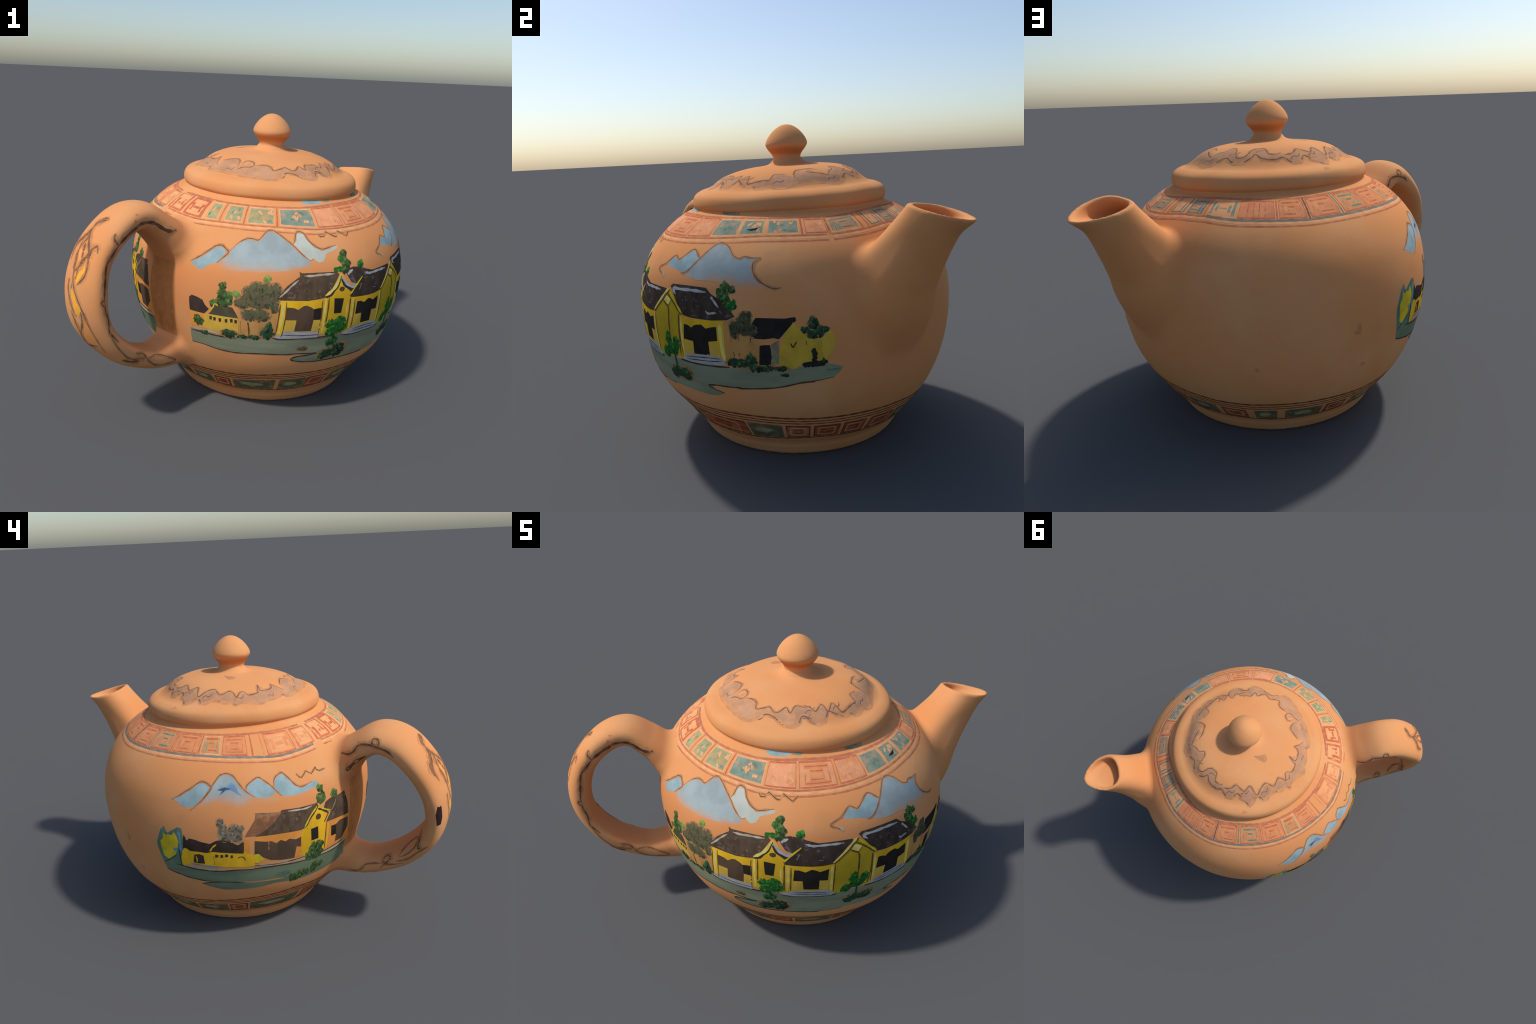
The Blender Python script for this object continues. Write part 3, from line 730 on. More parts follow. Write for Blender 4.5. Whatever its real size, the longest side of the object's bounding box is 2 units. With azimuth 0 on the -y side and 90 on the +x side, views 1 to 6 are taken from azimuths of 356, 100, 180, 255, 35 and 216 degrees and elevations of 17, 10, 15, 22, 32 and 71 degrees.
    ('grass', 'leaf_green', 2, 'foliage', [(190.3, 0.433, 4.9, 0.028), (196.9, 0.455, 1.9, 0.046), (200.0, 0.455, 1.7, 0.023), (188.2, 0.413, 2.5, 0.024)]),
    ('grass', 'teal_leaf', 2, 'foliage', [(182.9, 0.476, 2.7, 0.018)]),
    ('hedge', 'soot_brown', 2, 0, [(237.2, 0.761), (238.3, 0.775), (240.8, 0.77), (242.7, 0.761), (243.7, 0.734), (245.3, 0.716), (243.4, 0.683), (240.2, 0.683), (237.4, 0.685)]),
    ('long_house', 'orange_wall', 2, 0, [(237.4, 0.683), (240.2, 0.683), (243.4, 0.683), (242.8, 0.592), (237.7, 0.584)]),
    ('bush', 'leaf_green', 4, 'foliage', [(240.9, 0.634, 2.1, 0.033)]),
    ('long_house', 'wall_ochre', 3, 0, [(243.4, 0.679), (246, 0.692), (248, 0.69), (256.4, 0.688), (256.4, 0.588), (249.8, 0.585), (242.8, 0.59)]),
    ('long_house', 'olive_roof', 4, 0, [(245.3, 0.687), (247, 0.733), (251.9, 0.75), (254.2, 0.744), (256.5, 0.689), (248, 0.688)]),
    ('long_house', 'wall_ochre', 5, 0.006, [(245.4, 0.692), (247, 0.73), (247.6, 0.754), (248.8, 0.744)]),
    ('long_house', 'soot_brown', 5, 0, [(245.6, 0.674), (246.6, 0.676), (246.6, 0.657), (245.7, 0.654)]),
    ('long_house', 'soot_brown', 5, 0, [(247.1, 0.672), (248.1, 0.674), (248.1, 0.655), (247.2, 0.652)]),
    ('long_house', 'soot_brown', 5, 0, [(249.2, 0.672), (250.1, 0.674), (250.2, 0.654), (249.3, 0.651)]),
    ('long_house', 'soot_brown', 5, 0, [(251.6, 0.673), (252.5, 0.675), (252.5, 0.655), (251.6, 0.653)]),
    ('long_house', 'soot_brown', 5, 0, [(253.5, 0.678), (254.4, 0.68), (254.5, 0.66), (253.6, 0.658)]),
    ('long_house', 'soot_brown', 5, 0, [(255.1, 0.676), (256, 0.677), (256, 0.658), (255.2, 0.656)]),
    ('garden_wall', 'tan_wall', 2, 0, [(256.1, 0.752), (260.1, 0.756), (267.4, 0.76), (270.2, 0.754), (270.2, 0.594), (256.4, 0.575)]),
    ('garden_wall', 'brown_line', 4, 0.008, [(259.9, 0.672), (260.3, 0.633), (260.4, 0.584)]),
    ('garden_wall', 'brown_line', 4, 0.005, [(257.3, 0.675), (257.6, 0.595)]),
    ('garden_wall', 'brown_line', 4, 0.004, [(254.8, 0.649), (255, 0.589)]),
    ('thicket', 'olive_leaf', 3, 'foliage', [(257.8, 0.781, 2.5, 0.032), (260.3, 0.828, 2.6, 0.045), (262.6, 0.865, 2.4, 0.034), (265.5, 0.854, 3.3, 0.040), (268.4, 0.856, 2.6, 0.041), (263.3, 0.800, 4.4, 0.043), (267.4, 0.803, 2.7, 0.039), (268.9, 0.761, 1.4, 0.022), (260.2, 0.715, 2.5, 0.031), (264.2, 0.716, 3.3, 0.038)]),
    ('tree', 'leaf_green', 4, 'foliage', [(250.3, 0.858, 1.2, 0.024), (250.5, 0.813, 2.0, 0.031), (250.9, 0.774, 2.9, 0.029), (252.7, 0.796, 1.8, 0.036), (247.0, 0.752, 1.2, 0.018)]),
    ('tree', 'light_green', 5, 'foliage', [(255.6, 0.825, 1.4, 0.016)]),
    ('tree', 'light_green', 5, 'foliage', [(266.3, 0.920, 1.3, 0.013)]),
    ('tree', 'olive_roof', 4, 0.006, [(266.6, 0.913), (266.7, 0.886)]),
    ('bush', 'dark_leaf', 5, 'foliage', [(253.0, 0.584, 2.9, 0.025)]),
    ('bush', 'dark_leaf', 5, 'foliage', [(266.9, 0.613, 2.5, 0.037), (267.3, 0.649, 1.1, 0.024)]),
    ('grass', 'dark_leaf', 4, 'foliage', [(243.2, 0.562, 1.6, 0.011), (258.0, 0.575, 1.9, 0.010), (262.2, 0.578, 2.3, 0.011)]),
    ('curb', 'pale_grey', 3, 0.01, [(237.6, 0.571), (243, 0.576), (247, 0.576), (249.8, 0.576)]),
    ('curb', 'dark_line', 4, 0.006, [(237.5, 0.558), (242.9, 0.561), (246.9, 0.558), (250.7, 0.558), (255.7, 0.561)]),
    ('front_house', 'wall_yellow', 3, 0, [(271, 0.805), (286.2, 0.804), (288.4, 0.815), (288.3, 0.59), (286.4, 0.594), (285.8, 0.612), (272.2, 0.623), (272, 0.605), (270, 0.604)]),
    ('front_house', 'roof_brown', 4, 0, [(277.4, 0.957), (278.5, 0.948), (284.5, 0.948), (292, 0.945), (292.8, 0.933), (289.9, 0.866), (286.9, 0.818), (280.7, 0.803), (271, 0.811), (269.2, 0.814), (273.3, 0.885), (277.8, 0.934)]),
    ('front_house', 'pale_grey', 5, 0.01, [(279.2, 0.937), (282, 0.935), (285, 0.938), (288, 0.938), (290.8, 0.938)]),
    ('front_house', 'pale_grey', 5, 0.009, [(270.5, 0.825), (272.4, 0.851), (274.6, 0.885), (277.1, 0.916)]),
    ('front_house', 'grey_line', 5, 0.008, [(273.6, 0.824), (275.9, 0.822)]),
    ('front_house', 'grey_line', 5, 0.006, [(280.4, 0.814), (281.1, 0.815)]),
    ('front_house', 'grey_line', 5, 0.006, [(282.8, 0.818), (283.7, 0.818)]),
    ('front_house', 'door_brown', 4, 0, [(273.3, 0.769), (275.8, 0.765), (277.3, 0.754), (278.5, 0.768), (279.2, 0.775), (280.3, 0.777), (282, 0.765), (283, 0.753), (284.7, 0.758), (286.3, 0.758), (286.2, 0.68), (283.2, 0.688), (282.9, 0.622), (276.3, 0.625), (276.8, 0.694), (273.1, 0.695)]),
    ('front_house', 'door_black', 5, 0, [(283, 0.753), (286.3, 0.758), (286.2, 0.687), (283.2, 0.69)]),
    ('front_house', 'wall_ochre', 5, 0, [(273, 0.691), (276.9, 0.692), (276.4, 0.625), (272.5, 0.627)]),
    ('front_house', 'wall_ochre', 5, 0, [(283.2, 0.69), (286.1, 0.688), (286, 0.616), (282.7, 0.621)]),
    ('front_house', 'brown_line', 5, 0.005, [(286.2, 0.8), (286, 0.756), (285.9, 0.68), (285.6, 0.574)]),
    ('front_house', 'brown_line', 5, 0.005, [(273.1, 0.8), (272.9, 0.706), (272.4, 0.627), (271.8, 0.586)]),
    ('front_house', 'brown_line', 5, 0.005, [(271, 0.787), (270.5, 0.69), (269.9, 0.606)]),
    ('front_house', 'pale_yellow', 5, 0.014, [(272, 0.8), (271.7, 0.706), (271, 0.611)]),
    ('front_house', 'pale_yellow', 5, 0.012, [(287.4, 0.811), (287.2, 0.709), (287.1, 0.601)]),
    ('front_house', 'step_grey', 4, 0, [(272.4, 0.625), (286, 0.616), (285.8, 0.574), (271.7, 0.578), (269.2, 0.585), (270, 0.602), (272, 0.605)]),
    ('front_house', 'dark_line', 5, 0.004, [(272.3, 0.602), (277.2, 0.598), (282, 0.595), (285.8, 0.595)]),
    ('front_house', 'dark_line', 5, 0.005, [(269, 0.579), (271.7, 0.573), (277.3, 0.576), (285.6, 0.574), (289.3, 0.575)]),
    ('front_house', 'pale_grey', 5, 0.01, [(286.5, 0.585), (289.1, 0.584)]),
    ('gable_house', 'wall_yellow', 4, 0, [(293.8, 0.938), (295.3, 0.905), (297.2, 0.855), (297.6, 0.793), (297.5, 0.685), (297.8, 0.59), (288.3, 0.59), (288.2, 0.707), (288.4, 0.815), (290.6, 0.847), (292.8, 0.882)]),
    ('gable_house', 'brown_line', 5, 0.007, [(288.6, 0.818), (288.4, 0.73), (288.1, 0.66)]),
    ('gable_house', 'pale_yellow', 5, 0.01, [(296.4, 0.777), (296.4, 0.688), (296.5, 0.64)]),
    ('gable_house', 'brown_line', 5, 0.005, [(297.5, 0.793), (297.5, 0.701), (297.6, 0.603)]),
    ('gable_house', 'soot_brown', 6, 0.02, [(293.7, 0.922), (291.4, 0.867), (289.1, 0.831), (287.3, 0.817)]),
    ('gable_house', 'pale_yellow', 7, 0.015, [(293.7, 0.932), (291.2, 0.871), (288.8, 0.84), (287.1, 0.825)]),
    ('gable_house', 'soot_brown', 6, 0.02, [(293.7, 0.905), (295.2, 0.874), (297.8, 0.844), (299.9, 0.853)]),
    ('gable_house', 'step_grey', 7, 0.015, [(293.9, 0.918), (295.8, 0.88), (298.3, 0.856), (300.2, 0.863)]),
    ('gable_house', 'soot_brown', 7, 0.016, [(303.2, 0.895), (300.5, 0.852), (297.3, 0.809)]),
    ('gable_house', 'leaf_yellow', 8, 0.009, [(303.4, 0.902), (300.5, 0.863), (297.4, 0.812)]),
    ('gable_house', 'door_brown', 6, 'dab', [(293.8, 0.852, 1.1, 0.013)]),
    ('gable_house', 'door_black', 6, 0, [(290.7, 0.805), (294.6, 0.798), (293.9, 0.715), (291, 0.717)]),
    ('tree', 'bright_green', 8, 'foliage', [(290.6, 0.647, 2.3, 0.030), (293.9, 0.659, 2.5, 0.036), (292.3, 0.610, 3.4, 0.030), (295.5, 0.622, 1.8, 0.026), (290.3, 0.598, 1.9, 0.022)]),
    ('tree', 'dark_leaf', 7, 0.012, [(292.3, 0.593), (292.3, 0.559), (292.5, 0.51)]),
    ('tree', 'bright_green', 7, 'foliage', [(290.6, 0.533, 1.1, 0.018), (293.0, 0.544, 1.2, 0.019)]),
    ('bush', 'dark_leaf', 8, 'foliage', [(295.7, 0.487, 2.9, 0.029), (291.6, 0.458, 3.9, 0.029), (294.5, 0.459, 4.2, 0.030), (289.0, 0.442, 2.0, 0.020)]),
    ('cypress', 'leaf_green', 5, 'foliage', [(295.9, 1.035, 1.3, 0.018), (294.9, 1.008, 1.3, 0.015), (296.3, 0.984, 1.8, 0.028), (296.0, 0.955, 1.7, 0.016)]),
    ('cypress', 'bright_green', 5, 'foliage', [(293.2, 0.959, 1.9, 0.011), (294.4, 1.009, 0.7, 0.011)]),
    ('tree', 'bright_green', 5, 'foliage', [(303.1, 0.970, 1.1, 0.015)]),
    ('grass', 'olive_leaf', 2, 'foliage', [(280.4, 0.504, 2.0, 0.014)]),
    ('front_house', 'wall_yellow', 4, 0, [(297.5, 0.798), (306.9, 0.788), (314, 0.793), (314.6, 0.779), (314.8, 0.578), (313, 0.584), (312.4, 0.607), (300.4, 0.608), (299.2, 0.595), (297.2, 0.598)]),
    ('front_house', 'roof_dark', 5, 0, [(295.8, 0.94), (297.5, 0.954), (299.6, 0.959), (303.3, 0.952), (305.2, 0.938), (309.1, 0.92), (314.7, 0.92), (321.1, 0.919), (321.3, 0.906), (319.1, 0.869), (314, 0.793), (310.7, 0.787), (306.9, 0.786), (300.5, 0.793), (297.5, 0.798), (300.5, 0.849), (303.3, 0.904), (300.5, 0.871), (298.2, 0.884)]),
    ('front_house', 'step_grey', 6, 0.012, [(304.8, 0.921), (306.3, 0.913), (307.8, 0.909), (311.2, 0.91), (314.7, 0.909), (318, 0.908)]),
    ('front_house', 'grey_line', 6, 0.014, [(302.8, 0.861), (301.8, 0.83)]),
    ('front_house', 'grey_line', 6, 0.008, [(309.2, 0.826), (310.7, 0.82)]),
    ('front_house', 'step_grey', 6, 0.014, [(296.6, 0.926), (297.5, 0.936), (299, 0.947)]),
    ('front_house', 'brown_line', 7, 0.012, [(323.3, 0.916), (318.9, 0.855), (314.4, 0.792)]),
    ('side_house', 'pale_yellow', 8, 0.012, [(322.8, 0.921), (321.2, 0.902), (318.4, 0.86), (314.1, 0.799)]),
    ('front_house', 'door_black', 5, 0, [(301, 0.763), (302.6, 0.762), (304.7, 0.748), (306.9, 0.765), (308.2, 0.759), (309.7, 0.746), (312.7, 0.762), (312.4, 0.682), (309.5, 0.686), (309.4, 0.617), (304.1, 0.622), (303.8, 0.686), (300.6, 0.689)]),
    ('front_house', 'wall_ochre', 6, 0, [(300, 0.682), (303.7, 0.686), (303.9, 0.62), (299.9, 0.607)]),
    ('front_house', 'wall_ochre', 6, 0, [(309.6, 0.685), (312.5, 0.682), (312.6, 0.611), (309.7, 0.622)]),
    ('front_house', 'pale_yellow', 6, 0.014, [(299, 0.788), (298.8, 0.698), (298.5, 0.605)]),
    ('front_house', 'brown_line', 6, 0.005, [(297.8, 0.795), (297.5, 0.696), (296.8, 0.602)]),
    ('front_house', 'brown_line', 6, 0.005, [(299.9, 0.78), (299.8, 0.699), (299.6, 0.607)]),
    ('front_house', 'pale_yellow', 6, 0.014, [(313.8, 0.781), (313.7, 0.686), (313.8, 0.59)]),
    ('front_house', 'brown_line', 6, 0.006, [(314.8, 0.783), (314.6, 0.683), (314.6, 0.584)]),
    ('front_house', 'step_grey', 5, 0, [(300.4, 0.612), (312.2, 0.608), (315.4, 0.57), (314.1, 0.555), (300.3, 0.563), (296, 0.573), (296.1, 0.59), (299.2, 0.595)]),
    ('front_house', 'dark_line', 6, 0.004, [(300.6, 0.594), (307.1, 0.596), (312.5, 0.585)]),
    ('front_house', 'dark_line', 6, 0.004, [(300.6, 0.579), (307.1, 0.579), (313.5, 0.568)]),
    ('front_house', 'dark_line', 6, 0.005, [(296.2, 0.568), (300.3, 0.56), (307.1, 0.559), (314.1, 0.552), (315.9, 0.559)]),
    ('side_house', 'wall_olive', 4, 0, [(314.9, 0.791), (320, 0.862), (323.6, 0.915), (325.3, 0.895), (328.6, 0.817), (328.7, 0.586), (326.5, 0.595), (320.9, 0.607), (316.6, 0.565), (314.8, 0.578)]),
    ('side_house', 'pale_yellow', 6, 0, [(321.6, 0.89), (324.5, 0.871), (323, 0.844), (320.5, 0.864)]),
    ('side_house', 'brown_line', 7, 0.008, [(322.2, 0.899), (324.7, 0.875), (326.6, 0.851), (329.4, 0.811)]),
    ('side_house', 'brown_line', 7, 0.008, [(320, 0.864), (321.6, 0.847), (323, 0.835), (323.4, 0.802), (323.3, 0.742), (323.3, 0.676)]),
    ('side_house', 'brown_line', 7, 0.006, [(324.5, 0.872), (323.1, 0.837)]),
    ('side_house', 'brown_line', 7, 0.006, [(328.6, 0.809), (328.5, 0.713), (328.8, 0.601)]),
    ('side_house', 'leaf_yellow', 8, 0.012, [(323.4, 0.911), (326.2, 0.872), (329.9, 0.817)]),
    ('side_house', 'slate_blue', 7, 0.006, [(324.7, 0.783), (324.9, 0.765)]),
    ('front_house', 'wall_yellow', 4, 0, [(328.3, 0.804), (330.3, 0.802), (333.9, 0.797), (341.3, 0.8), (345.7, 0.804), (345.5, 0.596), (344.3, 0.627), (339.8, 0.633), (330, 0.615), (329.4, 0.591), (328.2, 0.587)]),
    ('front_house', 'roof_dark', 5, 0, [(323.5, 0.938), (324.7, 0.946), (332.2, 0.949), (339.3, 0.947), (341.2, 0.922), (344.7, 0.897), (347.6, 0.859), (349.6, 0.829), (346.9, 0.812), (341.4, 0.805), (334, 0.806), (330.1, 0.813), (328.3, 0.844), (326.4, 0.886)]),
    ('front_house', 'step_grey', 6, 0.013, [(326.7, 0.902), (325.7, 0.915), (325.2, 0.929), (329.2, 0.93), (333.5, 0.932), (336.7, 0.931), (339.5, 0.929)]),
    ('front_house', 'step_grey', 6, 0.01, [(341.5, 0.911), (342.7, 0.892), (344.3, 0.865)]),
    ('front_house', 'step_grey', 6, 0.009, [(339.7, 0.845), (340.7, 0.834), (342.3, 0.838), (343.7, 0.839)]),
    ('front_house', 'grey_line', 6, 0.008, [(344.6, 0.848), (345.6, 0.837)]),
    ('front_house', 'grey_line', 6, 0.008, [(334.3, 0.815), (336.1, 0.82)]),
    ('front_house', 'grey_line', 6, 0.008, [(346.7, 0.831), (348.2, 0.831)]),
    ('front_house', 'door_black', 5, 0, [(330.8, 0.768), (332.4, 0.766), (334, 0.756), (334.8, 0.767), (335.9, 0.774), (337.9, 0.778), (339.6, 0.761), (341.4, 0.77), (343.4, 0.775), (343.4, 0.708), (340.1, 0.699), (340.1, 0.63), (333.9, 0.626), (334.2, 0.69), (330.2, 0.693)]),
    ('front_house', 'wall_ochre', 6, 0, [(330.4, 0.69), (334, 0.689), (333.9, 0.629), (329.8, 0.619)]),
    ('front_house', 'wall_ochre', 6, 0, [(340.2, 0.696), (343.3, 0.701), (343.9, 0.628), (340.3, 0.631)]),
    ('front_house', 'pale_yellow', 6, 0.014, [(329.6, 0.8), (329.3, 0.691), (328.9, 0.596)]),
    ('front_house', 'brown_line', 6, 0.007, [(328.3, 0.804), (328.2, 0.701), (327.4, 0.602)]),
    ('front_house', 'pale_yellow', 6, 0.016, [(344.6, 0.795), (344.6, 0.71), (345.2, 0.609)]),
    ('front_house', 'tan_wall', 4, 0, [(346, 0.81), (347.5, 0.807), (348, 0.739), (347.8, 0.645), (345.8, 0.597)]),
    ('front_house', 'step_grey', 5, 0, [(330, 0.616), (339.8, 0.634), (344.1, 0.625), (345.3, 0.589), (339.3, 0.579), (331.4, 0.578), (327, 0.582), (329.5, 0.595)]),
    ('front_house', 'dark_line', 6, 0.004, [(330, 0.601), (337.3, 0.614), (343.8, 0.618)]),
    ('front_house', 'dark_line', 6, 0.004, [(330.1, 0.59), (337.1, 0.597), (344.1, 0.605)]),
    ('front_house', 'dark_line', 6, 0.006, [(326.7, 0.575), (331.2, 0.572), (339.3, 0.574), (346.3, 0.579)]),
    ('tree', 'bright_green', 8, 'foliage', [(321.9, 0.664, 1.6, 0.046), (325.7, 0.653, 1.6, 0.043), (323.2, 0.621, 2.8, 0.033), (319.3, 0.593, 2.0, 0.029)]),
    ('tree', 'dark_leaf', 7, 0.008, [(323.6, 0.597), (323.6, 0.534), (323.8, 0.497)]),
    ('bush', 'dark_leaf', 8, 'foliage', [(321.6, 0.488, 2.4, 0.028), (327.3, 0.500, 3.4, 0.035), (323.5, 0.501, 1.4, 0.034)]),
    ('tree', 'leaf_green', 4, 'foliage', [(346.4, 0.960, 1.6, 0.019), (345.5, 0.928, 2.2, 0.025), (346.4, 0.904, 1.7, 0.017), (348.6, 0.947, 1.1, 0.011)]),
    ('tree', 'bright_green', 4, 'foliage', [(348.4, 0.877, 2.0, 0.020), (346.4, 0.906, 1.1, 0.011)]),
    ('far_house', 'tan_wall', 2, 0, [(347.4, 0.807), (351.9, 0.807), (355.5, 0.735), (357.3, 0.715), (356.6, 0.621), (346.2, 0.62)]),
    ('far_house', 'soot_black', 3, 0, [(354.6, 0.791), (356.2, 0.824), (361.2, 0.822), (364.9, 0.82), (367.7, 0.827), (367.9, 0.813), (366.2, 0.791), (364.5, 0.762), (362.7, 0.73), (361.2, 0.736), (358.2, 0.73), (355.5, 0.732), (354.1, 0.755)]),
    ('far_house', 'far_yellow', 3, 0, [(367.1, 0.806), (368.2, 0.781), (369.6, 0.777), (369.9, 0.759), (375.4, 0.742), (377.2, 0.766), (378.5, 0.749), (379.2, 0.718), (378.9, 0.682), (377.9, 0.644), (376.5, 0.621), (372.1, 0.614), (368.1, 0.604), (367.5, 0.586), (365.2, 0.583), (362.1, 0.607), (363.5, 0.709), (364.4, 0.751), (366, 0.779)]),
    ('far_house', 'soot_black', 4, 0, [(356.9, 0.696), (359.9, 0.7), (360.2, 0.641), (359.6, 0.606), (356.3, 0.602)]),
    ('far_house', 'grey_leaf_wash', 3, 0, [(360.5, 0.703), (362.5, 0.721), (362.1, 0.61), (359.8, 0.606)]),
    ('far_house', 'wall_ochre', 4, 0, [(375.4, 0.736), (377.2, 0.766), (378.5, 0.749), (379.1, 0.716), (378.8, 0.683), (377.7, 0.644), (376.1, 0.625), (375.1, 0.664)]),
    ('far_house', 'soot_brown', 5, 0.006, [(366.1, 0.708), (366.7, 0.69), (367.8, 0.716)]),
    ('far_house', 'soot_brown', 5, 0.006, [(370.5, 0.717), (370.7, 0.699)]),
    ('far_house', 'olive_roof', 4, 0.009, [(347.9, 0.726), (348.7, 0.64)]),
    ('far_house', 'olive_roof', 4, 0.009, [(350.6, 0.732), (350.2, 0.641)]),
    ('far_house', 'olive_roof', 4, 0.009, [(354.3, 0.732), (353.7, 0.651)]),
    ('thicket', 'olive_dark', 3, 'foliage', [(349.1, 0.770, 2.1, 0.039), (352.4, 0.790, 2.4, 0.047), (354.9, 0.762, 1.5, 0.030), (353.2, 0.834, 1.7, 0.018)]),
    ('bush', 'dark_leaf', 5, 'foliage', [(348.2, 0.607, 2.4, 0.020), (351.3, 0.604, 2.3, 0.022), (353.9, 0.626, 1.6, 0.026), (355.2, 0.585, 2.6, 0.015), (359.1, 0.587, 2.5, 0.013), (363.0, 0.584, 1.9, 0.012)]),
    ('tree', 'dark_leaf', 6, 'foliage', [(372.9, 0.812, 0.8, 0.015), (372.8, 0.789, 1.4, 0.021), (370.3, 0.768, 1.0, 0.010), (372.5, 0.748, 1.5, 0.020), (374.9, 0.757, 1.3, 0.024), (376.3, 0.764, 0.7, 0.008)]),
    ('bush', 'night_leaf', 6, 'foliage', [(372.8, 0.648, 0.7, 0.028), (372.7, 0.604, 3.4, 0.013), (375.2, 0.607, 1.1, 0.012)]),
    ('ground', 'teal_green', 2, 0.008, [(376.3, 0.567), (378.2, 0.568), (380.4, 0.569)]),
    ('grass', 'dark_leaf', 2, 'foliage', [(363.7, 0.553, 1.2, 0.005)]),
    ('ground', 'dark_line', 2, 0.006, [(136.4, 0.511), (139, 0.499), (142.5, 0.487), (145.9, 0.474), (151.1, 0.462), (154.7, 0.457)]),
    ('ground', 'dark_line', 2, 0.006, [(236.8, 0.475), (242.2, 0.476), (247.7, 0.465), (252.9, 0.46), (256.7, 0.461), (262.9, 0.469), (267.7, 0.47), (274.2, 0.468), (278.2, 0.472), (283.8, 0.469), (286.5, 0.467), (282.4, 0.456), (278.4, 0.449), (276.6, 0.431), (278.7, 0.417), (282.8, 0.407), (288.2, 0.406), (294, 0.408), (302.2, 0.406), (310, 0.403), (305.2, 0.404), (311.4, 0.407), (319, 0.41)]),
    ('ground', 'dark_line', 2, 0.006, [(342.5, 0.432), (339.1, 0.447), (336.9, 0.463), (340, 0.471), (344.9, 0.472), (348.7, 0.474), (348.8, 0.47), (355.3, 0.477), (361.5, 0.487), (366.5, 0.503), (369.4, 0.512), (372.7, 0.513), (368.4, 0.509), (372.9, 0.516), (378.7, 0.528)]),
    ('ground', 'dark_line', 2, 0.005, [(150.4, 0.434), (154.6, 0.451), (160.9, 0.454), (167.1, 0.443)]),
]

body_film = Film(on_body, body, (math.radians(1) * .86, 1.0), .035)

# the street: its upper and its lower edge, on either side of the handle
STREET_TOP = [[(135.4, .568), (140.9, .569), (144.1, .559), (150.4, .547), (160.2, .546), (171.3, .546), (182.5, .540), (195.2, .533), (207.6, .535), (215.3, .531)],
              [(236.9, .568), (242.9, .566), (249.7, .560), (254.7, .562), (260.4, .568), (267.3, .574), (284.6, .576), (301.6, .576), (314.9, .574), (331.2, .572), (350.6, .578), (362, .582), (371, .594), (377, .598), (381.6, .577)]]
STREET_LOW = [[(136.4, .511), (139, .499), (142.5, .487), (145.9, .474), (151.1, .462), (159.7, .456), (171.3, .451), (181.7, .446), (187, .420), (192.6, .388), (204.8, .389), (211.5, .392), (215.3, .43)],
              [(236.8, .474), (242.2, .475), (247.7, .465), (252.9, .460), (262.9, .469), (274.2, .469), (283.8, .468), (288, .44), (292, .408), (302.2, .405), (316, .406), (321.8, .418), (327.2, .413), (333, .412), (337, .445), (340, .471), (348.7, .474), (355.3, .478), (361.5, .487), (369.4, .511), (378.7, .528), (380.4, .553)]]
for i, (top, low) in enumerate(zip(STREET_TOP, STREET_LOW)):
    body_film.add("street", PAINT["ground_teal" if i == 0 else "ground"], 0, top + low[::-1])
body_film.add("street", PAINT["ground"], 0, [(276.6, .431), (278.7, .417), (282.8, .407), (292, .406), (292, .450), (286.5, .466), (278.4, .449)])
body_film.add("street", PAINT["ground"], 0, [(327.2, .414), (336.1, .407), (340.2, .414), (342.5, .432), (337.5, .452), (333, .45)])
body_film.add("street", PAINT["ground_teal"], 0, [(150.4, .434), (154.6, .450), (160.9, .454), (171, .436), (188, .43), (192.6, .388), (180, .41), (171.4, .393), (163.2, .389), (159.3, .390), (152.5, .419)])
body_film.add("unpainted_strip", PAINT["umber_wash"], 0, [(216, .47), (229, .47), (230, .75), (229, 1.0), (217, 1.0), (215.5, .75)])  # brown filler added where the scan missed the wall behind the handle
for name, paint, layer, kind, pts in MURAL:
    if kind == "foliage":
        body_film.foliage(name, paint, layer, pts)
    elif kind == "dab":
        for th, z, rt, rz in pts:
            body_film.dab(name, PAINT[paint], layer, (th, z), (rt * body_film.scale[0], rz), 14, .06)
    elif kind:
        body_film.stroke(name, PAINT[paint], layer, kind, pts, True, name != "scribble",
                         name in ("mountain", "scribble", "street_line"))
    else:
        body_film.add(name, PAINT[paint], layer, pts)

# ------------------------------------------------------------------ paint: square-key band on the shoulder
def track(rows):
    a, b = np.array(rows).T
    return lambda th: float(np.interp(th, a, b))
band_low = track([(64, 1.19), (75, 1.179), (86, 1.176), (105, 1.171), (120, 1.176), (135, 1.180), (151, 1.180), (169, 1.170), (185, 1.156), (199, 1.166),
                  (210, 1.176), (231, 1.166), (246, 1.170), (269, 1.168), (286, 1.156), (303, 1.155), (320, 1.157), (338, 1.165), (356, 1.174), (372, 1.171), (384, 1.168), (398, 1.176), (411, 1.190), (424, 1.190)])
band_high = track([(64, 1.252), (105, 1.248), (120, 1.254), (151, 1.254), (185, 1.252), (215, 1.254), (245, 1.248), (283, 1.243), (305, 1.248), (320, 1.245), (346, 1.242), (372, 1.236), (385, 1.232), (398, 1.240), (411, 1.248), (424, 1.252)])
KEY = [(.16, .12), (.16, .88), (.84, .88), (.84, .22), (.40, .22), (.40, .64), (.62, .64), (.62, .44)]
